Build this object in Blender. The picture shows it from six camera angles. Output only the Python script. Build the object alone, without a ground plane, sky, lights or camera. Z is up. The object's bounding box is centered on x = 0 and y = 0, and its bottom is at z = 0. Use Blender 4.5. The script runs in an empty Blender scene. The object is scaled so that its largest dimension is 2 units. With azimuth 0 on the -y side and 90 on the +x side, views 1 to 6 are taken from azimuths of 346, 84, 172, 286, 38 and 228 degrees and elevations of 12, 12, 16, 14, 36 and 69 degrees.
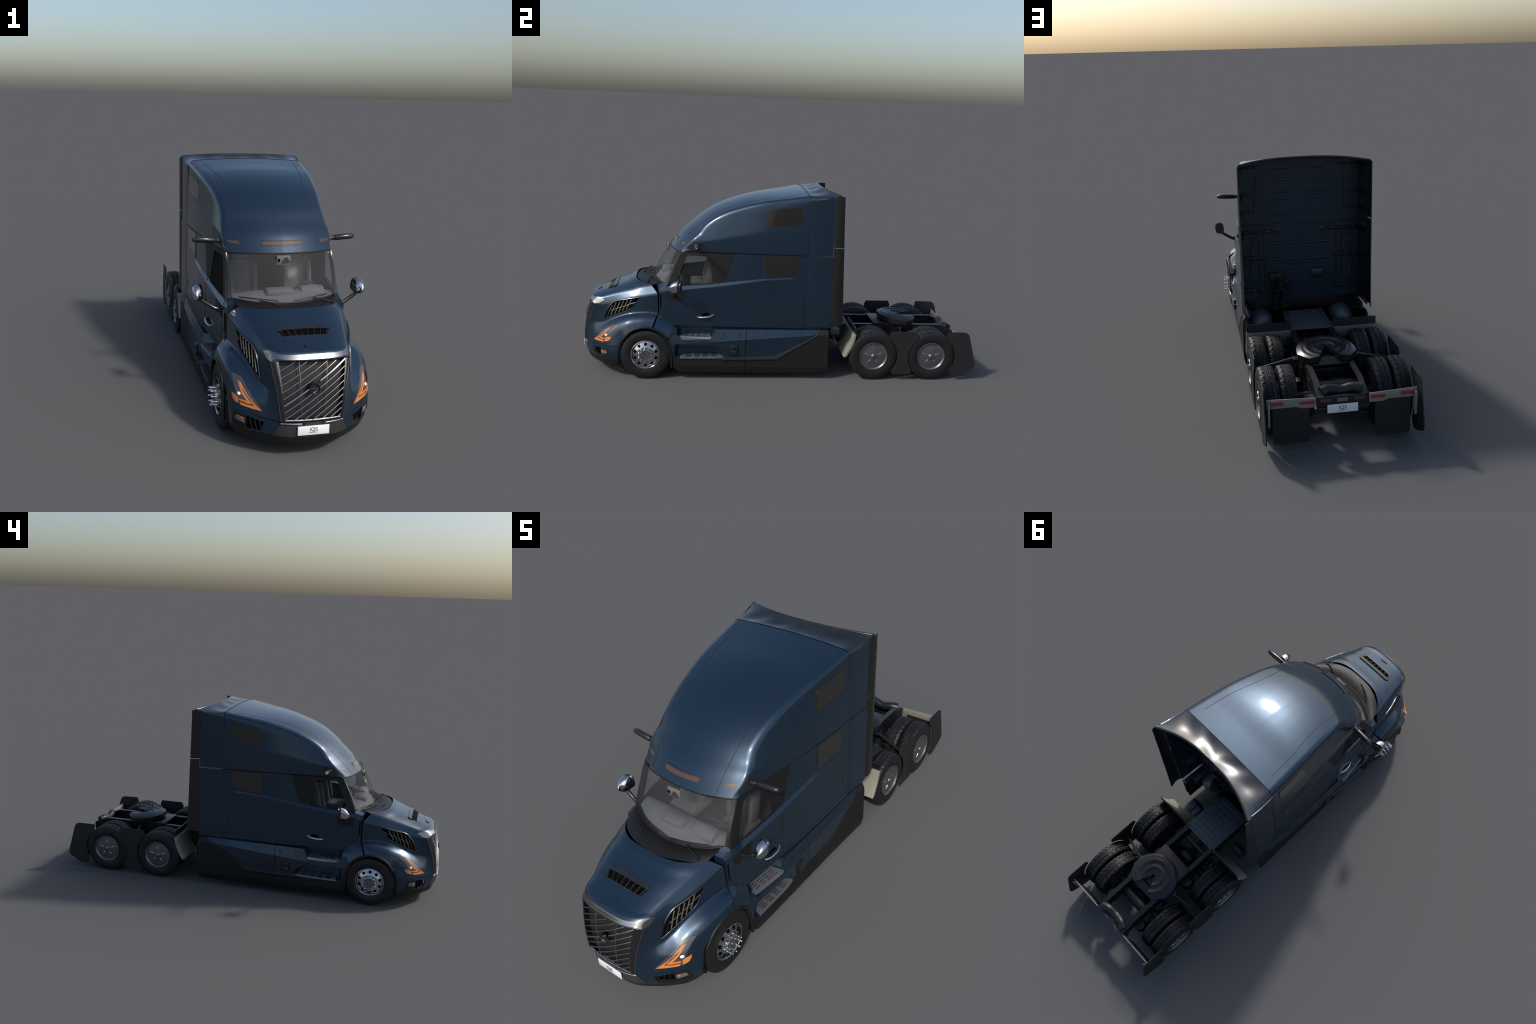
import bpy, bmesh, math, random
import numpy as np
from mathutils import Vector
from mathutils.bvhtree import BVHTree
from mathutils.geometry import delaunay_2d_cdt

random.seed(7)
rng = np.random.default_rng(7)
PI = math.pi

# ------------------------------------------------------------------ materials
def material(name, color, rough=0.5, metal=0.0, coat=0.0, coat_rough=0.05, spec=0.5,
             vary=0.12, scale=30.0, bump=0.0, bump_scale=200.0, rough_vary=0.05):
    m = bpy.data.materials.new(name)
    m.use_nodes = True
    nt = m.node_tree
    b = nt.nodes["Principled BSDF"]
    tc = nt.nodes.new("ShaderNodeTexCoord")
    no = nt.nodes.new("ShaderNodeTexNoise")
    no.inputs["Scale"].default_value = scale
    no.inputs["Detail"].default_value = 4
    nt.links.new(tc.outputs["Object"], no.inputs["Vector"])
    ramp = nt.nodes.new("ShaderNodeValToRGB")
    c = np.array(color)
    ramp.color_ramp.elements[0].position = 0.3
    ramp.color_ramp.elements[1].position = 0.7
    ramp.color_ramp.elements[0].color = (*(c * (1 - vary)), 1)
    ramp.color_ramp.elements[1].color = (*np.minimum(c * (1 + vary), 1), 1)
    nt.links.new(no.outputs["Fac"], ramp.inputs["Fac"])
    nt.links.new(ramp.outputs["Color"], b.inputs["Base Color"])
    mr = nt.nodes.new("ShaderNodeMapRange")
    mr.inputs["To Min"].default_value = max(rough - rough_vary, 0.0)
    mr.inputs["To Max"].default_value = min(rough + rough_vary, 1.0)
    nt.links.new(no.outputs["Fac"], mr.inputs["Value"])
    nt.links.new(mr.outputs["Result"], b.inputs["Roughness"])
    b.inputs["Metallic"].default_value = metal
    b.inputs["Specular IOR Level"].default_value = spec
    b.inputs["Coat Weight"].default_value = coat
    b.inputs["Coat Roughness"].default_value = coat_rough
    if bump:
        n2 = nt.nodes.new("ShaderNodeTexNoise")
        n2.inputs["Scale"].default_value = bump_scale
        nt.links.new(tc.outputs["Object"], n2.inputs["Vector"])
        bp = nt.nodes.new("ShaderNodeBump")
        bp.inputs["Strength"].default_value = bump
        bp.inputs["Distance"].default_value = 0.002
        nt.links.new(n2.outputs["Fac"], bp.inputs["Height"])
        nt.links.new(bp.outputs["Normal"], b.inputs["Normal"])
    return m

def glass_material(name, tint, opacity, rough=0.03):
    m = bpy.data.materials.new(name)
    m.use_nodes = True
    nt = m.node_tree
    b = nt.nodes["Principled BSDF"]
    tc = nt.nodes.new("ShaderNodeTexCoord")
    no = nt.nodes.new("ShaderNodeTexNoise")
    no.inputs["Scale"].default_value = 12
    nt.links.new(tc.outputs["Object"], no.inputs["Vector"])
    mr = nt.nodes.new("ShaderNodeMapRange")
    mr.inputs["To Min"].default_value = opacity - 0.02
    mr.inputs["To Max"].default_value = opacity + 0.02
    nt.links.new(no.outputs["Fac"], mr.inputs["Value"])
    b.inputs["Base Color"].default_value = (*tint, 1)
    b.inputs["Roughness"].default_value = rough
    b.inputs["Specular IOR Level"].default_value = 0.15
    tr = nt.nodes.new("ShaderNodeBsdfTransparent")
    tr.inputs["Color"].default_value = (0.86, 0.88, 0.9, 1)
    mix = nt.nodes.new("ShaderNodeMixShader")
    nt.links.new(mr.outputs["Result"], mix.inputs["Fac"])
    nt.links.new(tr.outputs[0], mix.inputs[1])
    nt.links.new(b.outputs[0], mix.inputs[2])
    nt.links.new(mix.outputs[0], nt.nodes["Material Output"].inputs["Surface"])
    return m

PAINT = material("paint_navy", (0.0145, 0.0355, 0.0640), rough=0.34, metal=0.62, coat=0.6, coat_rough=0.07,
                 vary=0.05, scale=400, rough_vary=0.02)
PAINT_SHADED = material("paint_navy_shaded", (0.0055, 0.0175, 0.037), rough=0.4, metal=0.2, coat=0.2, coat_rough=0.2, vary=0.05, scale=200)  # same navy, darkened for the shadow behind the cab
BLACK = material("black_plastic", (0.0085, 0.0085, 0.0088), rough=0.5, spec=0.35, vary=0.15, scale=120)
BLACK_GLOSS = material("black_gloss", (0.012, 0.013, 0.015), rough=0.28, coat=0.3, vary=0.1)
RUBBER_SKIN = material("edge_rubber", (0.010, 0.0098, 0.0095), rough=0.26, spec=0.6, vary=0.1, scale=60)
SPOILER = material("spoiler_gloss", (0.085, 0.087, 0.092), rough=0.3, metal=0.9, coat=0.3, vary=0.15, scale=14)
BAND = material("band_chrome_lit", (0.36, 0.35, 0.345), rough=0.2, metal=1.0, vary=0.04)  # surround's chrome, lightened so the sky reflection sits in the colour
DASH = material("dash_grey", (0.17, 0.166, 0.162), rough=0.7, vary=0.06, scale=90)
LETTER = material("flap_lettering", (0.022, 0.022, 0.023), rough=0.4)
SEAM = material("seam_shadow_gap", (0.004, 0.006, 0.009), rough=0.7)
CHROME = material("chrome", (0.56, 0.56, 0.58), rough=0.12, metal=1.0, vary=0.04)
DARK_CHROME = material("dark_chrome", (0.16, 0.16, 0.17), rough=0.2, metal=1.0, vary=0.05)
BAR_METAL = material("grille_bar_metal", (0.3, 0.3, 0.315), rough=0.22, metal=0.9, vary=0.05)
GRILLE_BACK = material("grille_mesh_dark", (0.011, 0.011, 0.011), rough=0.6, vary=0.5, scale=26)
CENTRE_PANEL = material("bumper_grey", (0.042, 0.042, 0.044), rough=0.38, metal=0.2, vary=0.1)
TYRE = material("tyre_rubber", (0.0085, 0.0085, 0.0088), rough=0.52, spec=0.4, vary=0.25, scale=90, bump=0.15, bump_scale=400)
RIM = material("polished_aluminium", (0.5, 0.5, 0.52), rough=0.2, metal=1.0, vary=0.04)
HUBCAP = material("satin_aluminium", (0.16, 0.16, 0.17), rough=0.36, metal=0.75, vary=0.06)
SHADE_BLACK = material("shade_black", (0.0022, 0.0022, 0.0022), rough=0.95, spec=0.05)  # near-black that paints recess shade onto surface patches and hidden fillers
FENDER_GREY = material("fender_grey", (0.23, 0.225, 0.19), rough=0.5, vary=0.06, scale=40)
FRAME = material("frame_black", (0.011, 0.011, 0.013), rough=0.4, metal=0.1, vary=0.2, scale=50)
FIFTH = material("cast_plate", (0.016, 0.017, 0.02), rough=0.33, metal=0.2, vary=0.2, scale=60)
DECK = material("deck_plate", (0.075, 0.088, 0.098), rough=0.45, metal=0.2, vary=0.15, scale=60, bump=0.1)
FLAP = material("flap_rubber", (0.009, 0.009, 0.0095), rough=0.6, vary=0.15, scale=60)
RED = material("red_reflector", (0.35, 0.012, 0.012), rough=0.25, coat=0.5, vary=0.1)
LENS_RED = material("tail_lens", (0.06, 0.02, 0.022), rough=0.15, coat=0.8)
LENS_CLEAR = material("clear_lens", (0.12, 0.12, 0.12), rough=0.15, coat=0.8)
AMBER = material("amber_lamp", (0.62, 0.19, 0.04), rough=0.35, coat=0.5, vary=0.05)
AMBER_DIM = material("amber_marker", (0.075, 0.037, 0.017), rough=0.25, coat=0.5, vary=0.12, scale=60)
LAMP_GREY = material("lamp_smoke", (0.05, 0.05, 0.053), rough=0.2, coat=0.8, vary=0.15, scale=60)
PROJECTOR = material("projector_white", (0.85, 0.85, 0.85), rough=0.15, coat=0.8, vary=0.02)
PLATE = material("plate_white", (0.78, 0.79, 0.8), rough=0.4, vary=0.02)
INK = material("plate_ink", (0.006, 0.015, 0.035), rough=0.5)
INTERIOR = material("interior_grey", (0.13, 0.127, 0.123), rough=0.8, vary=0.12, scale=90, bump=0.2, bump_scale=500)
INTERIOR_DARK = material("interior_dark", (0.03, 0.029, 0.028), rough=0.8, vary=0.15, scale=60)
TANK = material("tank_grey", (0.12, 0.13, 0.14), rough=0.42, metal=0.3, vary=0.1)
VENT_BAR = material("vent_bar", (0.2, 0.185, 0.15), rough=0.35, metal=0.6, vary=0.08)
STEP_METAL = material("step_chrome", (0.27, 0.285, 0.32), rough=0.26, metal=0.7, vary=0.05)
WS_GLASS = glass_material("windscreen_glass", (0.24, 0.24, 0.25), 0.085, 0.2)
DOOR_GLASS = glass_material("door_glass", (0.10, 0.10, 0.10), 0.09, 0.2)
DARK_GLASS = material("tinted_pane", (0.011, 0.011, 0.010), rough=0.06, coat=0.8, coat_rough=0.03, spec=0.7, vary=0.15, scale=14)
DARK_GLASS_FRAME = material("pane_frame", (0.016, 0.016, 0.015), rough=0.4)

# ------------------------------------------------------------------ hierarchy
def empty(name, parent=None, loc=(0, 0, 0)):
    o = bpy.data.objects.new(name, None)
    o.empty_display_size = 0.05
    bpy.context.scene.collection.objects.link(o)
    o.location = loc
    if parent:
        o.parent = parent
    return o

truck = empty("semi_truck")
truck["label"] = "dark navy highway tractor truck with sleeper cab"
truck["category"] = "truck"

# ------------------------------------------------------------------ mesh helpers
def build_mesh(name, verts, faces, mat, angle=35, recalc=False):
    me = bpy.data.meshes.new(name)
    bm = bmesh.new()
    vs = [bm.verts.new(tuple(float(c) for c in v)) for v in verts]
    for f in faces:
        if len(set(f)) >= 3:
            try:
                bm.faces.new([vs[i] for i in dict.fromkeys(f)])
            except ValueError:
                pass
    bmesh.ops.remove_doubles(bm, verts=bm.verts, dist=1e-6)
    loose = [v for v in bm.verts if not v.link_faces]
    bmesh.ops.delete(bm, geom=loose, context="VERTS")
    if recalc:
        bmesh.ops.recalc_face_normals(bm, faces=bm.faces)
    lim = math.radians(angle)
    for f in bm.faces:
        f.smooth = True
    for e in bm.edges:
        if len(e.link_faces) == 2 and e.calc_face_angle(0) > lim:
            e.smooth = False
    bm.to_mesh(me)
    bm.free()
    me.materials.append(mat)
    return me

def add(name, verts, faces, mat, parent=truck, angle=35, recalc=False, both=False, loc=None):
    out = []
    for s in ((1, -1) if both else (1,)):
        v = [(p[0] * s, p[1], p[2]) for p in verts]
        f = faces if s == 1 else [tuple(reversed(q)) for q in faces]
        o = bpy.data.objects.new(name, build_mesh(name, v, f, mat, angle, recalc))
        bpy.context.scene.collection.objects.link(o)
        par = parent
        if isinstance(parent, (tuple, list)):
            par = parent[0] if s == 1 else parent[1]
        o.parent = par
        if loc is not None:
            o.location = loc
        out.append(o)
    return out if both else out[0]

def copy_obj(o, loc, parent, scale=None):
    c = o.copy()
    c.location = loc
    c.parent = parent
    if scale:
        c.scale = scale
    bpy.context.scene.collection.objects.link(c)
    return c

def grid_faces(nr, nc, close_c=False, off=0):
    fs = []
    for i in range(nr - 1):
        for j in range(nc if close_c else nc - 1):
            j2 = (j + 1) % nc
            fs.append((off + i * nc + j, off + i * nc + j2, off + (i + 1) * nc + j2, off + (i + 1) * nc + j))
    return fs

def interp(x, xs, ys):
    return float(np.interp(x, xs, ys))

def hermite(ctrl, n):
    """smooth curve through control rows (any dimension), n samples"""
    P = np.array(ctrl, float)
    flat = P.reshape(len(P), -1)
    d = np.linalg.norm(np.diff(flat, axis=0), axis=1) + 1e-9
    t = np.concatenate([[0], np.cumsum(d)])
    m = np.zeros_like(flat)
    s = np.diff(flat, axis=0) / d[:, None]
    m[0], m[-1] = s[0], s[-1]
    for i in range(1, len(P) - 1):
        w0, w1 = d[i], d[i - 1]
        m[i] = (s[i - 1] * w0 + s[i] * w1) / (w0 + w1)
    out = []
    for q in np.linspace(0, t[-1], n):
        i = min(int(np.searchsorted(t, q, "right") - 1), len(d) - 1)
        u = (q - t[i]) / d[i]
        h = d[i]
        out.append((2*u**3-3*u**2+1)*flat[i] + (u**3-2*u**2+u)*h*m[i] + (-2*u**3+3*u**2)*flat[i+1] + (u**3-u**2)*h*m[i+1])
    return np.array(out).reshape((n,) + P.shape[1:])

def fillet(pts, rad, k=6, seg=4):
    """polyline with rounded corners; constant number of samples"""
    P = [np.array(p, float) for p in pts]
    out = []
    prev = P[0]
    for i in range(1, len(P)):
        if i < len(P) - 1:
            a, b = P[i] - P[i-1], P[i+1] - P[i]
            la, lb = np.linalg.norm(a) + 1e-9, np.linalg.norm(b) + 1e-9
            r = min(rad[i-1], la * 0.48, lb * 0.48)
            s, e = P[i] - a / la * r, P[i] + b / lb * r
        else:
            s = e = P[i]
        for q in range(seg):
            out.append(prev + (s - prev) * q / seg)
        if i < len(P) - 1:
            for q in range(k):
                u = q / k
                out.append((1-u)**2 * s + 2*u*(1-u) * P[i] + u*u * e)
            prev = e
        else:
            out.append(P[i])
    return out

def loft_half(name, stations, rads, mat, n=40, both_halves=True, parent=truck, k=6, seg=4, crown=None, angle=40):
    """sections as control polylines from the centre line outwards; mirrored over x"""
    C = hermite(stations, n)
    rows = []
    for sec in C:
        pts = [tuple(p) for p in sec]
        rr = list(rads)
        if crown:
            R, S = np.array(pts[0]), np.array(pts[1])
            extra = [R + (S - R) * np.array([u, u**crown, u**crown]) for u in (0.2, 0.4, 0.6, 0.8)]
            pts = [pts[0]] + [tuple(e) for e in extra] + pts[1:]
            rr = [0.02] * 4 + rr
        rows.append(fillet(pts, rr, k, seg))
    nc = len(rows[0])
    full = []
    for r in rows:
        left = [np.array((-p[0], p[1], p[2])) for p in reversed(r[1:])]
        full += left + r
    ncf = 2 * nc - 1
    tris = []
    for a, b, c, d in grid_faces(n, ncf):
        tris += [(a, b, c), (a, c, d)]
    return add(name, full, tris, mat, parent, angle), rows

def bvh_of(obj):
    me = obj.data
    return BVHTree.FromPolygons([v.co.copy() for v in me.vertices], [tuple(p.vertices) for p in me.polygons])

def poly_contains(poly, x, y):
    c = False
    j = len(poly) - 1
    for i in range(len(poly)):
        xi, yi = poly[i]
        xj, yj = poly[j]
        if (yi > y) != (yj > y) and x < (xj - xi) * (y - yi) / (yj - yi) + xi:
            c = not c
        j = i
    return c

def subdivide(poly, step, closed=True):
    out = []
    n = len(poly)
    for i in range(n if closed else n - 1):
        a, b = np.array(poly[i]), np.array(poly[(i + 1) % n])
        m = max(1, int(math.ceil(np.linalg.norm(b - a) / step)))
        for q in range(m):
            out.append(tuple(a + (b - a) * q / m))
    if not closed:
        out.append(tuple(poly[-1]))
    return out

def round_poly(poly, r, k=4):
    out = []
    n = len(poly)
    rr = r if isinstance(r, (list, tuple)) else [r] * n
    for i in range(n):
        p0, p, p1 = (np.array(poly[(i + d) % n], float) for d in (-1, 0, 1))
        a, b = p0 - p, p1 - p
        la, lb = np.linalg.norm(a), np.linalg.norm(b)
        q = min(rr[i], la * 0.49, lb * 0.49)
        if q < 1e-5:
            out.append(tuple(p))
            continue
        s, e = p + a / la * q, p + b / lb * q
        for j in range(k + 1):
            u = j / k
            out.append(tuple((1-u)**2*s + 2*u*(1-u)*p + u*u*e))
    return out

def triangulate(outer, holes=(), step=0.02, lines=()):
    pts, edges = [], []
    loops = [subdivide(outer, step)] + [subdivide(h, step) for h in holes]
    for lp in loops:
        b = len(pts)
        pts += lp
        edges += [(b + i, b + (i + 1) % len(lp)) for i in range(len(lp))]
    for ln in lines:
        lp = subdivide(ln, step, closed=False)
        b = len(pts)
        pts += lp
        edges += [(b + i, b + i + 1) for i in range(len(lp) - 1)]
    bnd = np.array(pts)
    x0, y0 = np.min(loops[0], 0)
    x1, y1 = np.max(loops[0], 0)
    for i, x in enumerate(np.arange(x0 + step * 0.5, x1, step)):
        for y in np.arange(y0 + step * (0.25 + 0.5 * (i % 2)), y1, step):
            if poly_contains(loops[0], x, y) and not any(poly_contains(h, x, y) for h in loops[1:]):
                if np.min(np.hypot(bnd[:, 0] - x, bnd[:, 1] - y)) > step * 0.45:
                    pts.append((x, y))
    v, e, f, *_ = delaunay_2d_cdt([Vector(p) for p in pts], edges, [], 0, 1e-6)
    keep = []
    for t in f:
        if abs((v[t[1]] - v[t[0]]).cross(v[t[2]] - v[t[0]])) < step * step * 1e-3:
            continue
        c = sum((v[i] for i in t), Vector((0, 0))) / len(t)
        if poly_contains(loops[0], c.x, c.y) and not any(poly_contains(h, c.x, c.y) for h in loops[1:]):
            keep.append(tuple(t))
    return [tuple(p) for p in v], keep

def patch(name, outer, mapf, mat, holes=(), step=0.02, thick=0.004, proud=0.0, lines=(), both=True, parent=truck, angle=30):
    """a panel of real thickness lying on a mapped surface; mapf(u, v) -> (point, outward normal)"""
    p2, tris = triangulate(outer, holes, step, lines)
    vs, ok = [], []
    for p in p2:
        q = mapf(*p)
        ok.append(q is not None)
        vs.append(q if q else None)
    tris = [t for t in tris if all(ok[i] for i in t)]
    n = len(p2)
    top = [(Vector(q[0]) + Vector(q[1]) * proud) if q else Vector((0, 0, 0)) for q in vs]
    bot = [(Vector(q[0]) + Vector(q[1]) * (proud - thick)) if q else Vector((0, 0, 0)) for q in vs]
    faces = []
    cnt = {}
    for t in tris:
        a, b, c = (top[i] for i in t)
        nrm = (b - a).cross(c - a)
        avg = vs[t[0]][1]
        tt = t if nrm.dot(Vector(avg)) > 0 else tuple(reversed(t))
        faces.append(tt)
        faces.append(tuple(n + i for i in reversed(tt)))
        for i in range(3):
            e = (tt[i], tt[(i + 1) % 3])
            cnt[e] = cnt.get(e, 0) + 1
    for (a, b) in list(cnt):
        if (b, a) not in cnt:
            faces.append((b, a, n + a, n + b))
    return add(name, top + bot, faces, mat, parent, angle, both=both)

def surf_map(fn, du=0.004):
    """(y, z) -> x surface facing +x"""
    def m(y, z):
        return (fn(y, z), y, z), Vector((1, 0, 0))
    return m

def ray_map(bvhs, axis, sign=1):
    """project 2d outlines on meshes: axis 'x' takes (y, z), axis 'y' takes (x, z), axis 'z' takes (x, y)"""
    def m(a, b):
        if axis == "x":
            o, d = Vector((1.0, a, b)), Vector((-1, 0, 0))
        elif axis == "y":
            o, d = Vector((a, -1.5, b)), Vector((0, 1, 0))
        else:
            o, d = Vector((a, b, 2.0)), Vector((0, 0, -1))
        best = None
        for bv in bvhs:
            h = bv.ray_cast(o, d)
            if h[0] is not None and (best is None or h[3] < best[3]):
                best = h
        if best is None:
            return None
        nn = best[1].copy()
        if nn.dot(d) > 0:
            nn = -nn
        e = .004
        A = {"x": (Vector((0, e, 0)), Vector((0, 0, e))), "y": (Vector((e, 0, 0)), Vector((0, 0, e))), "z": (Vector((e, 0, 0)), Vector((0, e, 0)))}[axis]
        q = []
        for bv in bvhs:
            q = [bv.ray_cast(o + k, d)[0] for k in (A[0], -A[0], A[1], -A[1])]
            if all(p is not None for p in q):
                n2 = (q[0] - q[1]).cross(q[2] - q[3]).normalized()
                if n2.dot(d) > 0:
                    n2 = -n2
                if n2.dot(nn) > .3:
                    nn = n2
        return tuple(best[0]), nn
    return m

def tube(name, path, r, mat, parent=truck, sides=10, both=False, closed=False, caps=True, angle=50, flat=None):
    P = [Vector(p) for p in path]
    n = len(P)
    rr = r if isinstance(r, (list, tuple)) else [r] * n
    verts, faces = [], []
    T0 = None
    u = None
    for i, p in enumerate(P):
        if closed:
            t = (P[(i + 1) % n] - P[i - 1]).normalized()
        else:
            t = (P[min(i + 1, n - 1)] - P[max(i - 1, 0)]).normalized()
        if u is None:
            a = Vector((0, 0, 1)) if abs(t.z) < 0.9 else Vector((0, 1, 0))
            u = t.cross(a).normalized()
        else:
            u = (u - t * u.dot(t)).normalized()
        w = t.cross(u)
        for k in range(sides):
            an = 2 * PI * k / sides
            verts.append(p + u * (math.cos(an) * rr[i]) + w * (math.sin(an) * rr[i] * (flat or 1)))
    faces = grid_faces(n, sides, True)
    if closed:
        faces += [((n-1)*sides + k, (n-1)*sides + (k+1) % sides, (k+1) % sides, k) for k in range(sides)]
    elif caps:
        faces += [tuple(reversed(range(sides))), tuple((n-1)*sides + k for k in range(sides))]
    return add(name, verts, faces, mat, parent, angle, recalc=True, both=both)

def box_data(c, s, bevel=0.0, rot=None):
    bm = bmesh.new()
    bmesh.ops.create_cube(bm, size=1.0)
    for v in bm.verts:
        v.co = Vector((v.co.x * s[0], v.co.y * s[1], v.co.z * s[2]))
    if bevel:
        bmesh.ops.bevel(bm, geom=list(bm.edges), offset=bevel, segments=2, affect="EDGES", profile=0.5)
    vs = []
    bm.verts.ensure_lookup_table()
    for v in bm.verts:
        p = v.co.copy()
        if rot is not None:
            p = rot @ p
        vs.append((p.x + c[0], p.y + c[1], p.z + c[2]))
    fs = [tuple(v.index for v in f.verts) for f in bm.faces]
    bm.free()
    return vs, fs

def box(name, c, s, mat, parent=truck, bevel=0.002, both=False, rot=None):
    v, f = box_data(c, s, bevel, rot)
    return add(name, v, f, mat, parent, 30, both=both)

def prism(name, outline, lo, hi, mat, axis="x", parent=truck, both=False, bevel=0.0, mapping=None):
    """extrude a 2d outline: axis x -> outline is (y, z); y -> (x, z); z -> (x, y)"""
    n = len(outline)
    def P(a, b, c):
        return {"x": (c, a, b), "y": (a, c, b), "z": (a, b, c)}[axis]
    verts = [P(a, b, lo) for a, b in outline] + [P(a, b, hi) for a, b in outline]
    faces = [tuple(range(n)), tuple(range(n, 2 * n))] + [(i, (i + 1) % n, n + (i + 1) % n, n + i) for i in range(n)]
    if bevel:
        bm = bmesh.new()
        vs = [bm.verts.new(v) for v in verts]
        for f in faces:
            bm.faces.new([vs[i] for i in f])
        bmesh.ops.recalc_face_normals(bm, faces=bm.faces)
        es = [e for e in bm.edges if e.calc_face_angle(0) > 0.6]
        bmesh.ops.bevel(bm, geom=es, offset=bevel, segments=2, affect="EDGES", profile=0.5)
        bm.verts.index_update()
        verts = [tuple(v.co) for v in bm.verts]
        faces = [tuple(v.index for v in f.verts) for f in bm.faces]
        bm.free()
    return add(name, verts, faces, mat, parent, 30, recalc=True, both=both)

def lathe(name, profile, mat, parent=truck, n=64, axis="x", center=(0, 0, 0), angle=35, both=False):
    """profile of (axial, radius)"""
    verts = []
    for a, r in profile:
        for k in range(n):
            t = 2 * PI * k / n
            c, s = r * math.cos(t), r * math.sin(t)
            p = {"x": (a, c, s), "y": (c, a, s), "z": (c, s, a)}[axis]
            verts.append((p[0] + center[0], p[1] + center[1], p[2] + center[2]))
    faces = grid_faces(len(profile), n, True)
    return add(name, verts, faces, mat, parent, angle, recalc=True, both=both)

def seam(name, pts2, mapf, parent=truck, width=0.0016, both=True, mat=SEAM, step=0.012, proud=0.0004):
    """a narrow dark gap line lying on a surface"""
    line = subdivide(pts2, step, closed=False)
    P = []
    for p in line:
        q = mapf(*p)
        if q:
            P.append((Vector(q[0]), Vector(q[1]).normalized()))
    verts, faces = [], []
    for i, (p, nn) in enumerate(P):
        t = (P[min(i + 1, len(P) - 1)][0] - P[max(i - 1, 0)][0]).normalized()
        b = t.cross(nn).normalized()
        c = p + nn * proud
        verts += [c - b * width / 2, c + b * width / 2, c + b * width / 2 - nn * 0.002, c - b * width / 2 - nn * 0.002]
    faces = grid_faces(len(P), 4, True)
    return add(name, verts, faces, mat, parent, 60, recalc=True, both=both)

def text_mesh(name, body, size, mat, parent, origin, xdir, ydir, extrude=0.0008, spacing=1.0):
    cu = bpy.data.curves.new(name, "FONT")
    cu.body = body
    cu.size = size
    cu.align_x = "CENTER"
    cu.align_y = "CENTER"
    cu.extrude = extrude
    cu.space_character = spacing
    tmp = bpy.data.objects.new("lettering_source", cu)
    bpy.context.scene.collection.objects.link(tmp)
    bpy.context.view_layer.update()
    me = bpy.data.meshes.new_from_object(tmp.evaluated_get(bpy.context.evaluated_depsgraph_get()))
    bpy.data.objects.remove(tmp)
    bpy.data.curves.remove(cu)
    X, Y = Vector(xdir).normalized(), Vector(ydir).normalized()
    Z = X.cross(Y)
    for v in me.vertices:
        v.co = Vector(origin) + X * v.co.x + Y * v.co.y + Z * v.co.z
    me.materials.clear()
    me.materials.append(mat)
    me.name = name
    o = bpy.data.objects.new(name, me)
    bpy.context.scene.collection.objects.link(o)
    o.parent = parent
    return o

# ================================================================== CAB ROOF
cab = empty("cab", truck)
ROOF = [  # centre line, shoulder, side crease, lower lip, lip underside
    [(0, -0.566, 0.638), (.197, -.517, .6355), (.2105, -.504, .6345), (.2135, -.499, .6330), (.206, -.497, .631)],
    [(0, -0.541, 0.671), (.216, -.475, .673), (.220, -.464, .657), (.222, -.464, .6365), (.212, -.464, .633)],
    [(0, -0.513, 0.706), (.218, -.448, .701), (.225, -.433, .690), (.229, -.422, .6365), (.217, -.422, .633)],
    [(0, -0.471, 0.744), (.215, -.422, .726), (.229, -.405, .695), (.233, -.387, .6365), (.221, -.387, .633)],
    [(0, -0.428, 0.782), (.208, -.395, .765), (.233, -.375, .700), (.238, -.352, .6365), (.226, -.352, .633)],
    [(0, -0.379, 0.816), (.209, -.358, .796), (.237, -.345, .705), (.242, -.322, .6365), (.230, -.322, .633)],
    [(0, -0.310, 0.851), (.218, -.295, .831), (.243, -.280, .716), (.248, -.262, .6365), (.236, -.262, .633)],
    [(0, -0.220, 0.883), (.229, -.215, .861), (.251, -.200, .728), (.255, -.190, .6365), (.243, -.190, .633)],
    [(0, -0.120, 0.906), (.243, -.120, .887), (.259, -.110, .742), (.263, -.100, .6365), (.251, -.100, .633)],
    [(0, 0.000, 0.922), (.256, .000, .908), (.265, .000, .756), (.269, .000, .6365), (.257, .000, .633)],
    [(0, 0.104, 0.937), (.266, .104, .925), (.270, .104, .769), (.273, .104, .6355), (.261, .104, .632)],
]
roof, roof_rows = loft_half("roof", ROOF, [0.045, 0.014, 0.004], PAINT, n=72, parent=cab, crown=2.0)
roof_bvh = bvh_of(roof)
roof_hit = ray_map([roof_bvh], "x")
def roof_side(y, z):
    h = roof_hit(y, z)
    return (h[0], Vector((1, 0, 0))) if h else None
roof_front = ray_map([roof_bvh], "y")
roof_top = ray_map([roof_bvh], "z")

# roof panel seams running from the windscreen over the roof
def on_roof(x, y):
    return roof_top(x, y)
seam_pts = [(.144, -.535), (.148, -.506), (.150, -.48), (.152, -.44), (.156, -.40), (.158, -.35), (.160, -.29),
            (.168, -.215), (.18, -.148), (.194, -.073), (.202, 0), (.206, .05)]
seam("panel_seam", seam_pts, on_roof, cab, width=0.0022)

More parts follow.
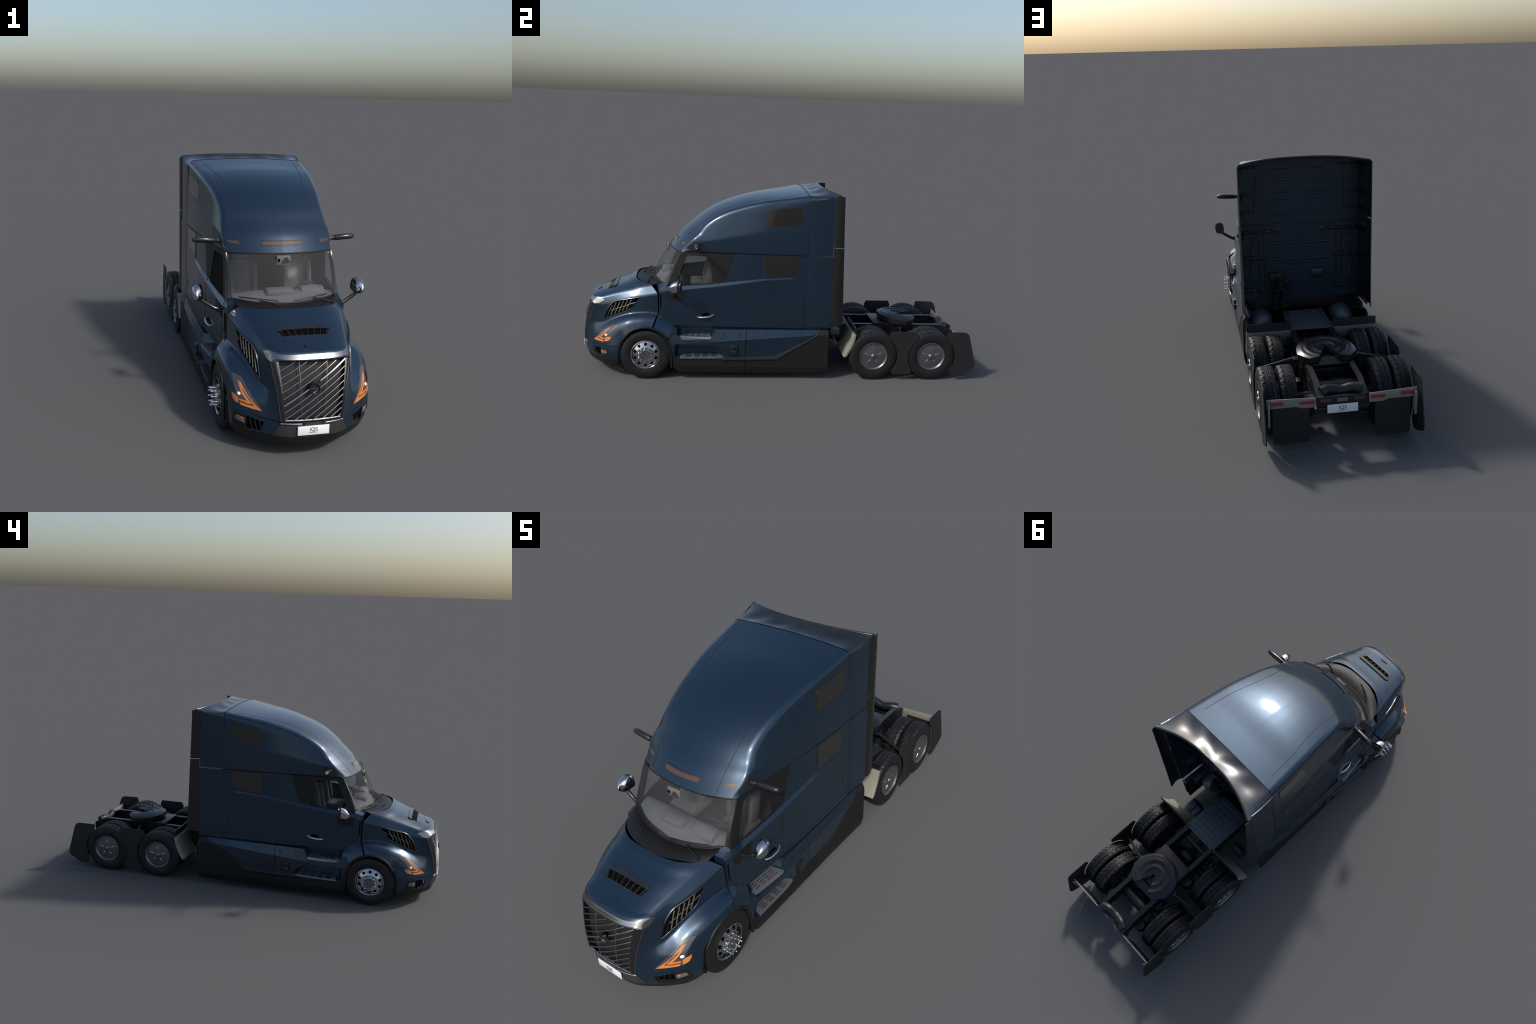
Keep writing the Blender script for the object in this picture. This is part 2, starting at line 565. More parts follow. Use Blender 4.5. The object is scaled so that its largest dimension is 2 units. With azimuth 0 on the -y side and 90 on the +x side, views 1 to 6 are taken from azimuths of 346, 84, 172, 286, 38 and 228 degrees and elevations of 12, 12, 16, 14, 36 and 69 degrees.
# marker lamps
patch("marker_lamp", round_poly([(-.076, .664), (.076, .664), (.076, .678), (-.076, .678)], .006), roof_front, AMBER_DIM,
      thick=.004, proud=.0015, both=False, parent=cab, step=.01)
patch("marker_lamp_hood", round_poly([(-.078, .678), (.078, .678), (.076, .682), (-.076, .682)], .001), roof_front, PAINT,
      thick=.004, proud=.004, both=False, parent=cab, step=.01)
patch("marker_lamp", round_poly([(.161, .664), (.198, .668), (.208, .675), (.163, .675)], .003), roof_front, AMBER_DIM,
      thick=.004, proud=.0012, both=True, parent=cab, step=.006)

# ================================================================== CAB SIDES
def side_x(y, z):
    lo = interp(y, [-.64, -.575, -.5, -.423, -.35, -.27, -.2, .1, .24], [.231, .238, .2445, .2505, .257, .263, .267, .2725, .278])
    zu = interp(y, [-.64, -.505, -.326, -.105, .069, .24], [.456, .469, .487, .517, .527, .53])
    zl = interp(y, [-.64, -.505, -.326, -.105, .069, .24], [.436, .449, .473, .508, .521, .524])
    a = interp(y, [-.64, -.575, -.5, -.4, -.35, -.3, -.2, -.1, .07, .24], [.219, .226, .2335, .242, .2465, .2505, .259, .265, .2715, .278])
    b = interp(y, [-.64, -.575, -.5, -.3, -.1, .1], [.14, .13, .115, .06, .02, 0.0])
    if z >= zu:
        return a - b * (z - zu)
    if z <= zl:
        return lo + 0.0015 * math.sin(min(max((.39 - z) / .1, 0), 1) * PI / 2)
    t = (z - zl) / (zu - zl)
    return lo + (a - lo) * t

side = surf_map(side_x, .001)
belt_up = [(-.575, .4615), (-.505, .469), (-.326, .487), (-.105, .517), (.069, .527)]
belt_lo = [(-.575, .441), (-.504, .449), (-.326, .473), (-.105, .510), (.068, .5255)]
body = [(-.575, .27), (.104, .27), (.104, .6345), (-.248, .6345), (-.300, .4905), (-.326, .487), (-.505, .469), (-.575, .4615)]
patch("cab_panel", body, side, PAINT, step=.012, thick=.006, parent=cab, angle=9,
      lines=[[(-.3, .4905), (-.105, .517), (.069, .527), (.104, .5285)], [(-.575, .4423), (-.505, .449), (-.326, .473), (-.105, .508), (.069, .521), (.104, .5216)]])
win = round_poly([(-.479, .617), (-.372, .617), (-.352, .484), (-.500, .4695), (-.541, .467)], [.008, .012, .006, .002, .002])
frame_out = [(-.577, .4655), (-.503, .6335), (-.250, .6335), (-.302, .4905), (-.326, .4885), (-.505, .4705)]
patch("door_window_frame", frame_out, side, BLACK, holes=[win], step=.015, thick=.008, proud=.0005, parent=cab)
patch("door_window", [((y + .43) * 1.02 - .43, (z - .55) * 1.02 + .55) for y, z in win], side, DOOR_GLASS, step=.02, thick=.002, proud=-.004, parent=cab)
seam("window_seal", [(-.500, .470), (-.352, .4855)], side, cab, width=.004, mat=BLACK, proud=.002)
# sill strip under the door and sleeper, slightly set back
def sill_x(y, z):
    return side_x(y, .28) - .006 - (.28 - z) * .25
sill = surf_map(sill_x)
patch("sill", [(-.55, .245), (.104, .248), (.104, .275), (-.55, .275)], sill, PAINT, step=.03, parent=cab)
for pts in ([(-.3235, .27), (-.3225, .375), (-.3235, .49), (-.3245, .633)], [(-.575, .275), (-.576, .36), (-.575, .46)],
            [(-.55, .281), (-.321, .285), (.104, .2935)]):
    seam("panel_seam", pts, side, cab, width=.0018, proud=.0009)
seam("panel_seam", [(-.085, .406), (.085, .415), (.088, .314), (-.084, .302), (-.085, .406)], side, cab, width=.001)
seam("panel_seam", [(-.55, .372), (-.324, .381), (-.083, .405)], side, cab, width=.0008)
patch("hatch_latch", round_poly([(.073, .349), (.086, .349), (.086, .378), (.075, .378)], .002), side, BLACK_GLOSS, thick=.003, proud=.002, parent=cab, step=.01)
# sleeper windows
uw = [(-.102, .769), (.058, .785), (.071, .796), (.075, .877), (-.055, .862), (-.088, .852)]
patch("sleeper_window", round_poly(uw, [.006, .012, .006, .006, .03, .02]), roof_side, DARK_GLASS_FRAME, thick=.003, proud=.0008, parent=cab, step=.01)
patch("sleeper_window_pane", round_poly([((y + .015) * .94 - .015, (z - .823) * .9 + .823) for y, z in uw], [.006, .012, .006, .006, .03, .02]),
      roof_side, DARK_GLASS, thick=.003, proud=.0024, parent=cab, step=.01)
lw = [(-.105, .6335), (-.105, .519), (.040, .537), (.060, .556), (.064, .6335)]
patch("sleeper_window", round_poly(lw, [.001, .008, .02, .012, .001]), side, DARK_GLASS_FRAME, thick=.003, proud=.001, parent=cab, step=.015)
patch("sleeper_window_pane", round_poly([((y + .02) * .92 - .02, (z - .58) * .9 + .58) for y, z in lw], [.003, .008, .02, .012, .003]),
      side, DARK_GLASS, thick=.003, proud=.0024, parent=cab, step=.01)

# door handles
hy = hermite([(.2515, -.424, .315), (.259, -.413, .315), (.2645, -.385, .3175), (.2645, -.360, .322), (.259, -.345, .329)], 20)
tube("door_handle", [tuple(p) for p in hy], [.003 + .003 * math.sin(PI * i / 19) for i in range(20)], CHROME, cab, both=True)
patch("handle_dark_patch", round_poly([(-.404, .320), (-.362, .327), (-.368, .338), (-.398, .335)], .006), side, SHADE_BLACK, thick=.002, proud=.0008, parent=cab, step=.006)  # black patch on the uncut door, painting the shade behind the handle

# cowl side (strip between hood gap and door) and pillar-foot cap
patch("cowl_panel", [(-.613, .30), (-.5765, .30), (-.5765, .461), (-.590, .461), (-.613, .452)], side, PAINT, step=.012, parent=cab, thick=.01,
      lines=[[(-.613, .437), (-.5765, .441)]])
seam("panel_dark_strip", [(-.605, .425), (-.605, .352)], side, cab, width=.006, proud=.0012, mat=SHADE_BLACK)  # dark strips laid on the flat panel in place of a recess
seam("panel_dark_strip", [(-.605, .352), (-.585, .351)], side, cab, width=.004, proud=.0012, mat=SEAM)
capv = [(.195, -.625, .463), (.226, -.613, .452), (.2265, -.576, .462), (.2225, -.572, .476), (.203, -.586, .477), (.197, -.612, .470)]
add("pillar_foot_cap", capv + [(x, y, z - .03) for x, y, z in capv],
    [(0, 1, 2, 5), (5, 2, 3, 4), (0, 6, 7, 1), (1, 7, 8, 2), (2, 8, 9, 3), (3, 9, 10, 4), (4, 10, 11, 5), (5, 11, 6, 0)], PAINT, cab, 25, recalc=True, both=True)

# ------------------------------------------------------------------ windscreen, cowl, pillars
WS_TOP = [(0, -.565, .637), (.055, -.562, .637), (.143, -.545, .6365), (.19, -.521, .635), (.2085, -.503, .633)]
WS_BOT = [(0, -.657, .466), (.034, -.655, .466), (.105, -.639, .4665), (.160, -.615, .470), (.2075, -.583, .474)]
HOOD_REAR = [(0, -.736, .462), (.078, -.726, .4625), (.116, -.712, .462), (.168, -.680, .457), (.193, -.655, .456)]
def ruled(name, A, B, mat, parent, n=24, m=12, bulge=0.0, both_halves=True, drop=None, thick=.004):
    a, b = hermite(A, n), hermite(B, n)
    rows = []
    for q in range(m + 1):
        u = q / m
        row = a * (1 - u) + b * u
        bl = math.sin(u * PI)
        row = row + np.array([0, -bulge * bl, bulge * .6 * bl])
        if drop:
            row = row + np.array([0, 0, -drop * bl])
        rows.append(np.concatenate([(row * np.array([-1, 1, 1]))[:0:-1], row]))
    nc = len(rows[0])
    V = np.concatenate(rows)
    under = V + np.array([0, thick * .7, -thick * .7])
    N = len(V)
    F = grid_faces(m + 1, nc)
    F2 = [tuple(N + i for i in reversed(f)) for f in F]
    rim = []
    for j in range(nc - 1):
        rim += [(j, N + j, N + j + 1, j + 1), (m*nc + j, m*nc + j + 1, N + m*nc + j + 1, N + m*nc + j)]
    for i in range(m):
        rim += [(i*nc, (i+1)*nc, N + (i+1)*nc, N + i*nc), (i*nc+nc-1, N+i*nc+nc-1, N+(i+1)*nc+nc-1, (i+1)*nc+nc-1)]
    return add(name, list(map(tuple, V)) + list(map(tuple, under)), F + F2 + rim, mat, parent, 40, recalc=True)
ws = ruled("windscreen", WS_TOP, WS_BOT, WS_GLASS, cab, bulge=.006, thick=.002)
ws_bvh = bvh_of(ws)
ruled("cowl", [(x, y + .004, z - .004) for x, y, z in WS_BOT], [(x, y, z + .003) for x, y, z in HOOD_REAR], BLACK, cab, drop=-.006)
# dark border of the glass
for A in (WS_TOP, WS_BOT):
    c = hermite(A, 24)
    path = [(-p[0], p[1] - .001, p[2]) for p in c[:0:-1]] + [(p[0], p[1] - .001, p[2]) for p in c]
    tube("windscreen_seal", path, .0035 if A is WS_BOT else .0022, BLACK, cab, sides=8)
pil = [np.array(WS_TOP[-1]) + (1 - u) * 0 for u in (0,)]
pa, pb = np.array(WS_TOP[-1]), np.array(WS_BOT[-1])
qa, qb = np.array((.2125, -.499, .632)), np.array((.2245, -.573, .468))
PV, PF = [], []
for i in range(13):
    u = i / 12
    a, b = pa + (pb - pa) * u, qa + (qb - qa) * u
    bl = math.sin(u * PI) * .006
    a = a + np.array([0, -bl, bl * .6])
    mid = (a + b) / 2 + np.array([.003, -.003, .001])
    PV += [tuple(a), tuple(mid), tuple(b), tuple(b - np.array([.012, -.004, 0])), tuple(a - np.array([.006, -.01, 0]))]
add("windscreen_pillar", PV, grid_faces(13, 5, True), BLACK_GLOSS, cab, 40, recalc=True, both=True)

# wipers
for px, py, pz, tx, ty, tz in ((-.038, -.706, .468, -.115, -.665, .482), (.165, -.672, .467, .095, -.650, .480)):
    arm = hermite([(px, py, pz), ((px + tx) / 2, (py + ty) / 2 - .004, (pz + tz) / 2 + .004), (tx, ty, tz)], 8)
    tube("wiper_arm", [tuple(p) for p in arm], .0028, BLACK, cab, sides=8)
    lathe("wiper_pivot", [(-.004, .001), (-.004, .006), (.003, .006), (.005, .003), (.005, .0005)], BLACK, cab, n=16, axis="z", center=(px, py, pz))
    bl = []
    for i in range(13):
        x = tx - .075 + .15 * i / 12
        h = ws_bvh.find_nearest(Vector((x, -.66 + abs(x) * .25, .478 + .012 * (i / 12 - .5) * (1 if px < 0 else -1) * -1)))
        bl.append(tuple(h[0] + Vector((0, -.004, .003))))
    tube("wiper_blade", bl, .0022, BLACK, cab, sides=6)

# ------------------------------------------------------------------ interior
inside = empty("interior", cab)
dash = [[(0, -.64, .462), (.12, -.62, .466), (.20, -.575, .47)], [(0, -.60, .488), (.12, -.585, .488), (.205, -.55, .475)],
        [(0, -.56, .492), (.12, -.55, .492), (.207, -.53, .474)], [(0, -.53, .480), (.12, -.525, .480), (.208, -.51, .46)], [(0, -.52, .40), (.12, -.515, .40), (.208, -.50, .40)]]
loft_half("dashboard", dash, [.04], DASH, n=24, parent=inside)
box("dash_pod", (-.02, -.585, .492), (.11, .05, .03), DASH, inside, .012)
lathe("instrument_hood", [(-.05, .002), (-.045, .03), (0, .036), (.045, .03), (.05, .002)], DASH, inside, n=24, axis="x", center=(.115, -.565, .475))
sw = [(.115 + .046 * math.cos(t), -.495 - .023 * math.sin(t), .468 + .04 * math.sin(t)) for t in np.linspace(0, 2 * PI, 32, endpoint=False)]
tube("steering_wheel", sw, .0045, INTERIOR_DARK, inside, closed=True, sides=8)
box("steering_hub", (.115, -.497, .468), (.05, .014, .03), INTERIOR_DARK, inside, .005)
tube("steering_column", [(.115, -.5, .468), (.115, -.56, .43)], .012, INTERIOR_DARK, inside)
for sx in (1, -1):
    st = empty("seat", inside)
    cx = .115 * sx
    def sv(c, s, b, tilt=0.0, nm="seat_cushion"):
        from mathutils import Matrix
        box(nm, c, s, INTERIOR, st, b, rot=Matrix.Rotation(tilt, 3, "X"))
    sv((cx, -.40, .40), (.125, .13, .04), .015)
    sv((cx, -.345, .49), (.115, .045, .16), .018, -.18, "seat_back")
    sv((cx + .05, -.362, .49), (.022, .05, .14), .009, -.18, "seat_bolster")
    sv((cx - .05, -.362, .49), (.022, .05, .14), .009, -.18, "seat_bolster")
    sv((cx, -.322, .59), (.075, .035, .05), .014, -.12, "headrest")
box("bulkhead", (0, -.16, .5), (.50, .01, .5), INTERIOR_DARK, inside, .002)
box("cab_floor", (0, -.33, .34), (.46, .44, .01), INTERIOR_DARK, inside, .002)
add("headliner", [(-.19, -.52, .632), (.19, -.52, .632), (.235, -.17, .66), (-.235, -.17, .66), (-.19, -.52, .637), (.19, -.52, .637), (.235, -.17, .665), (-.235, -.17, .665)],
    [(0, 1, 2, 3), (4, 5, 6, 7), (0, 1, 5, 4), (1, 2, 6, 5), (2, 3, 7, 6), (3, 0, 4, 7)], INTERIOR_DARK, inside, recalc=True)
box("camera_housing", (-.005, -.578, .613), (.056, .012, .036), INTERIOR, inside, .004)
prism("camera_cover", [(-.012, .604), (.02, .604), (.01, .624), (-.002, .624)], -.588, -.584, INTERIOR_DARK, "y", inside)
box("camera_lens", (-.024, -.585, .615), (.008, .006, .01), SHADE_BLACK, inside, .001)

# ================================================================== HOOD
front = empty("nose", truck)
HOOD = [  # centre, top edge, chamfer edge, fender junction, fender ridge, lower edge
    [(0, -.9695, .360), (.127, -.947, .360), (.140, -.938, .349), (.120, -.969, .245), (.114, -.978, .195), (.108, -.983, .148)],
    [(0, -.957, .379), (.136, -.922, .377), (.150, -.914, .346), (.138, -.935, .250), (.146, -.946, .192), (.143, -.957, .148)],
    [(0, -.922, .393), (.147, -.885, .386), (.162, -.876, .354), (.167, -.886, .257), (.187, -.910, .211), (.195, -.915, .155)],
    [(0, -.872, .412), (.156, -.840, .403), (.176, -.830, .370), (.184, -.846, .278), (.234, -.867, .232), (.250, -.862, .164)],
    [(0, -.830, .431), (.167, -.790, .420), (.192, -.785, .384), (.198, -.798, .302), (.248, -.811, .269), (.268, -.800, .175)],
    [(0, -.790, .447), (.178, -.740, .436), (.206, -.735, .399), (.212, -.745, .319), (.260, -.760, .292), (.275, -.768, .222)],
    [(0, -.760, .462), (.187, -.700, .448), (.218, -.680, .411), (.222, -.680, .327), (.265, -.695, .302), (.2775, -.708, .260)],
    [(0, -.738, .470), (.195, -.652, .459), (.229, -.620, .424), (.230, -.618, .323), (.268, -.632, .304), (.2785, -.644, .266)],
]
hood, hood_rows = loft_half("hood", HOOD, [.014, .008, .007, .045], PAINT, n=85, parent=front, crown=3.6, k=7, seg=4)
hood_bvh = bvh_of(hood)
h_side = ray_map([hood_bvh], "x")
h_top = ray_map([hood_bvh], "z")
h_front = ray_map([hood_bvh], "y")

# hood air scoop, badge
patch("scoop_dark_patch", [(-.079, -.872), (.079, -.872), (.092, -.842), (-.092, -.842)], h_top, SHADE_BLACK, thick=.006, proud=.0012, both=False, parent=front, step=.01)  # black patch on the hood skin painting the scoop's inner shade
patch("scoop_lip", round_poly([(-.098, -.845), (.098, -.845), (.090, -.829), (-.090, -.829)], .003), h_top, BLACK_GLOSS, thick=.006, proud=.005, both=False, parent=front, step=.01)
patch("scoop_lip", [(-.080, -.8755), (.080, -.8755), (.080, -.872), (-.080, -.872)], h_top, DARK_CHROME, thick=.004, proud=.002, both=False, parent=front, step=.01)
for i in range(8):
    x = -.077 + .154 * i / 7
    a, b = h_top(x * .98, -.872), h_top(x * 1.12, -.845)
    tube("scoop_rib", [Vector(a[0]) + Vector((0, 0, .0015)), Vector(b[0]) + Vector((0, 0, .0035))], .0016, BLACK_GLOSS, front, sides=6)
for sx in (1, -1):
    seam("scoop_shoulder", [(sx * .098, -.835), (sx * .09, -.87), (sx * .082, -.90)], h_top, front, width=.002, both=False)
patch("hood_badge", round_poly([(-.017, -.933), (.017, -.933), (.019, -.918), (-.019, -.918)], .003), h_top, PAINT, thick=.004, proud=.0035, both=False, parent=front, step=.006)
patch("badge_dark_patch", round_poly([(-.014, -.917), (.014, -.917), (.014, -.9135), (-.014, -.9135)], .001), h_top, SEAM, thick=.003, proud=.0008, both=False, parent=front, step=.006)  # dark patch laid on the hood, no slot is cut

# side air outlet in the hood
vent_o = [(-.706, .401), (-.787, .380), (-.832, .368), (-.856, .342), (-.889, .272), (-.866, .286), (-.801, .316), (-.742, .350), (-.728, .374)]
patch("vent_dark_patch", round_poly(vent_o, .004), h_side, SHADE_BLACK, thick=.004, proud=.0008, parent=front, step=.012)  # black patch over the closed hood side, shade painted behind the slats
vi = [h_side(*p) for p in vent_o]
def on_side_path(pts, off, n=None):
    c = hermite(pts, n or 24)
    out = []
    for p in c:
        q = h_side(p[0], p[1])
        if q:
            out.append(tuple(Vector(q[0]) + Vector(q[1]) * off))
    return out
tube("vent_frame", on_side_path([(-.706, .402), (-.787, .381), (-.826, .370), (-.845, .357), (-.858, .342), (-.889, .273)], .002, 36), [.0015 + .003 * math.sin(PI * min(i / 30, 1)) for i in range(36)], DARK_CHROME, front, both=True, sides=8)
tube("vent_frame", on_side_path([(-.889, .273), (-.866, .285), (-.801, .315), (-.742, .349), (-.727, .375)], .0015, 24), .0022, PAINT, front, both=True, sides=8)
for i in range(6):
    u = (i + .6) / 6.2
    yt = -.735 - (.855 - .735) * u
    zt = interp(yt, [-.856, -.832, -.787, -.706], [.338, .362, .376, .396])
    yb = yt - .026
    zb = interp(yb, [-.889, -.866, -.801, -.742, -.73], [.276, .290, .321, .354, .372])
    pth = on_side_path([(yt, zt), ((yt + yb) / 2, (zt + zb) / 2), (yb, zb)], .0015, 6)
    if len(pth) > 2:
        tube("vent_slat", pth, .0024, VENT_BAR if i < 5 else DARK_CHROME, front, both=True, sides=6)
tube("vent_slat", on_side_path([(-.728, .375), (-.79, .348), (-.85, .322)], .0015, 8), .0012, VENT_BAR, front, both=True, sides=6)

# headlamps
def lamp_face(y, z):
    h = h_side(y, z)
    return (h[0], Vector((.78, -.55, .3)).normalized()) if h else None
lamp = [(-.803, .266), (-.834, .243), (-.850, .226), (-.864, .207), (-.838, .210), (-.843, .200), (-.854, .187), (-.879, .177), (-.914, .169),
        (-.937, .168), (-.929, .181), (-.910, .203), (-.886, .228), (-.862, .249), (-.839, .263), (-.821, .267)]
patch("headlamp", lamp, lamp_face, LAMP_GREY, thick=.005, proud=.0014, parent=front, step=.005)
strip_a = [(-.840, .252), (-.854, .247), (-.871, .235), (-.893, .212), (-.914, .190), (-.934, .171), (-.914, .1715), (-.884, .1765), (-.879, .1865),
           (-.900, .1815), (-.916, .1825), (-.897, .206), (-.874, .229), (-.856, .242)]
strip_b = [(-.848, .245), (-.866, .234), (-.887, .212), (-.910, .187), (-.899, .186), (-.876, .1925), (-.877, .198), (-.897, .1935), (-.882, .211), (-.864, .232)]
strip_c = [(-.872, .200), (-.862, .2065), (-.840, .2090), (-.844, .200), (-.855, .1885), (-.875, .181)]
for sp in (strip_a, strip_b, strip_c):
    patch("headlamp_signal", sp, lamp_face, AMBER, thick=.005, proud=.0026, parent=front, step=.004)
pq = h_side(-.868, .2125)
if pq:
    c = Vector(pq[0]) - Vector((.004, -.002, 0))
    bm = bmesh.new()
    bmesh.ops.create_uvsphere(bm, u_segments=16, v_segments=10, radius=1)
    V = [(c.x + v.co.x * .009, c.y + v.co.y * .0105, c.z + v.co.z * .0075) for v in bm.verts]
    F = [tuple(v.index for v in f.verts) for f in bm.faces]
    bm.free()
    add("headlamp_projector", V, F, PROJECTOR, front, both=True)

# ------------------------------------------------------------------ grille
def grille(u, v, off=0.0):
    w = .097 + .0215 * v
    z = .153 + .199 * v
    ye = -.9875 + .0385 * abs(v) ** 2.2
    yc = ye - .009 - .010 * abs(v) ** 3
    return Vector((u * w, yc + (ye - yc) * abs(u) ** 2 - off, z))
def strip_grid(name, fn, nu, nv, mat, thick, parent, both=False):
    V = [fn(i / nu, j / nv) for j in range(nv + 1) for i in range(nu + 1)]
    N = len(V)
    B = [p + Vector((0, thick, 0)) for p in V]
    F = grid_faces(nv + 1, nu + 1)
    nc = nu + 1
    G = [tuple(N + i for i in reversed(f)) for f in F]
    R = [(j, N + j, N + j + 1, j + 1) for j in range(nu)] + [(nv*nc + j, nv*nc + j + 1, N + nv*nc + j + 1, N + nv*nc + j) for j in range(nu)]
    R += [(i*nc, (i+1)*nc, N + (i+1)*nc, N + i*nc) for i in range(nv)] + [(i*nc+nu, N+i*nc+nu, N+(i+1)*nc+nu, (i+1)*nc+nu) for i in range(nv)]
    return add(name, V + B, F + G + R, mat, parent, 35, recalc=True, both=both)
gr = empty("grille", front)
strip_grid("grille_backing", lambda a, b: grille(a * 2 - 1, b, -.019), 24, 16, GRILLE_BACK, .004, gr)
for k in range(-6, 11):
    v0 = .02 + k * .1165
    seg = []
    for i in range(41):
        u = -1 + 2 * i / 40
        v = v0 + .36 * u + .02 * u * u
        if 0 <= v <= 1:
            seg.append(u)
    if len(seg) < 3:
        continue
    main = k == 5
    runs = [seg]
    if main:
        runs = [[u for u in seg if u < -.15], [u for u in seg if u > .15]]
    for run in runs:
        path = [grille(u, v0 + .36 * u + .02 * u * u, .001) for u in run]
        tube("grille_bar", path, .0036 if main else .0020, BAR_METAL, gr, sides=6, flat=1.0)
for u in (-.42, .42):
    tube("grille_upright", [grille(u, v, -.003) for v in np.linspace(0, 1, 16)], .0014, BAR_METAL, gr, sides=6)
ec = grille(0, .555, -.006)
lathe("emblem_ring", [(-.010, .0165), (-.013, .0175), (-.013, .0195), (.004, .0195), (.004, .0165), (-.010, .0165)], DARK_CHROME, gr, n=40, axis="y", center=ec)
lathe("emblem_face", [(-.0095, .0001), (-.0095, .0165), (-.004, .0165)], BLACK_GLOSS, gr, n=32, axis="y", center=ec)
box("emblem_bar", (ec.x, ec.y - .0100, ec.z), (.026, .002, .0025), DARK_CHROME, gr, .0005)

# chrome surround: from the hood's front edge to the grille opening
rim_rows = []
edge = hood_rows[0]
ne = len(edge)
L_edge = [np.linalg.norm(np.array(edge[i + 1]) - np.array(edge[i])) for i in range(ne - 1)]
cum = np.concatenate([[0], np.cumsum(L_edge)])
def inner_path(s):
    # s: 0..1 along top (first part) then down the side
    top = .36
    if s < top:
        return grille(s / top, 1.0, .001)
    return grille(1.0, 1 - (s - top) / (1 - top), .001)
corner_s = cum[np.argmin([np.linalg.norm(np.array(p) - np.array((.140, -.942, .353))) for p in edge])] / cum[-1]
V, F = [], []
cols = 5
for i in range(ne):
    s = cum[i] / cum[-1]
    s2 = s / corner_s * .36 if s < corner_s else .36 + (s - corner_s) / (1 - corner_s) * .64
    a, b = Vector(edge[i]), inner_path(min(s2, 1.0))
    nrm = Vector((a.x * .8, -1, .35)).normalized()
    for j in range(cols + 1):
        u = j / cols
        V.append(a.lerp(b, u) + nrm * (.005 * math.sin(PI * min(u * 1.0, 1)) + .001))
    V.append(b + Vector((0, .040, 0)))
F = grid_faces(ne, cols + 2)
Vm = [Vector((-p.x, p.y, p.z)) for p in V]
N = len(V)
add("grille_surround", V + Vm, F + [tuple(N + i for i in reversed(f)) for f in F], DARK_CHROME, front, 50)
# bright band of the surround lying on the hood's front edge, with tips running back along the corners
def hood_uv(r, c):
    def at(r, c):
        r = min(max(r, 0), len(hood_rows) - 1.001); c = min(max(c, 0), len(edge) - 1.001)
        i, j = int(r), int(c)
        fr, fc = r - i, c - j
        P = lambda i, j: np.array(hood_rows[i][j])
        return (P(i, j) * (1 - fc) + P(i, j + 1) * fc) * (1 - fr) + (P(i + 1, j) * (1 - fc) + P(i + 1, j + 1) * fc) * fr
    p = at(r, c)
    n = np.cross(at(r, c + .2) - at(r, c - .2), at(r + .2, c) - at(r - .2, c))
    n = Vector(n).normalized()
    if n.z < 0 and n.y > -.2:
        n = -n
    if n.dot(Vector((p[0], -.5, .5))) < 0:
        n = -n
    return tuple(p), n
cP1 = int(np.argmin([np.linalg.norm(np.array(p) - np.array(HOOD[0][1])) for p in edge]))
cP2 = int(np.argmin([np.linalg.norm(np.array(p) - np.array(HOOD[0][2])) for p in edge]))
rTip = int(np.argmin([abs(r[cP1][1] + .889) for r in hood_rows]))
cT = (cP1 + cP2) / 2
r1 = int(np.argmin([abs(r[0][2] - .374) for r in hood_rows]))
band = [(0, 0), (0, cP1 - 6), (0, cP1), (0, cT), (0, cP2), (0, cP2 + 4), (0, ne - 1), (.7, ne - 1), (.9, cP2 + 8), (1.6, cP2 + 2), (2.6, cP2), (rTip * .6, cT + 1.5), (rTip, cT - 1),
        (rTip * .6, cP1 - 1), (r1 + 1.5, cP1 - 4), (r1 + .3, cP1 - 10), (r1, cP1 - 18), (r1, 0)]
band = [(a * .25, b * .04) for a, b in band]
patch("surround_band", band, lambda a, b: hood_uv(a / .25, b / .04), BAND, thick=.003, proud=.0016, parent=front, step=.05, angle=50)
tube("grille_trim", [grille(u, 0, -.001) for u in np.linspace(-1.05, 1.05, 24)], .0035, CHROME, front, sides=8)

# ------------------------------------------------------------------ bumper
PLAN = hermite([(0, -.9955), (.05, -.993), (.085, -.986), (.112, -.975), (.135, -.960), (.163, -.942), (.21, -.903), (.243, -.866), (.259, -.830), (.2665, -.797)], 60)
plan_len = np.concatenate([[0], np.cumsum(np.linalg.norm(np.diff(PLAN, axis=0), axis=1))])
def plan_at(s):
    return np.array([np.interp(s, plan_len, PLAN[:, 0]), np.interp(s, plan_len, PLAN[:, 1])])
def plan_s(x):
    return float(np.interp(x, PLAN[:, 0], plan_len))
def bump_off(z):
    return interp(z, [.03, .055, .085, .10, .135, .146, .178], [-.035, -.020, -.006, -.002, .001, 0.0, -.004])
def bumper(s, z):
    sg = 1 if s >= 0 else -1
    p = plan_at(abs(s))
    t = plan_at(abs(s) + .003) - plan_at(max(abs(s) - .003, 0))
    t /= np.linalg.norm(t)
    nx, ny = -t[1] * -1, -t[0]
    nv = np.array([t[1], -t[0]])
    p = p + nv * bump_off(z)
    return (sg * p[0], p[1], z), Vector((sg * nv[0], nv[1], 0)).normalized()
bp = empty("bumper", truck)
sA, sB, sE = plan_s(.108), plan_s(.135), float(plan_len[-1])
ztop = lambda s: interp(s, [0, sA, plan_s(.16), plan_s(.21), sE], [.143, .143, .147, .156, .175])
blue = [(sA, .143)] + [(s, ztop(s)) for s in np.linspace(sA + .01, sE, 12)] + [(sE, .086), (plan_s(.21), .089), (sB, .089)]
fog = [(plan_s(.160), .134), (plan_s(.2465), .151), (plan_s(.254), .0915), (plan_s(.215), .0945), (plan_s(.170), .0985)]
patch("bumper_panel", blue, bumper, PAINT, holes=[fog], step=.012, thick=.006, parent=bp)
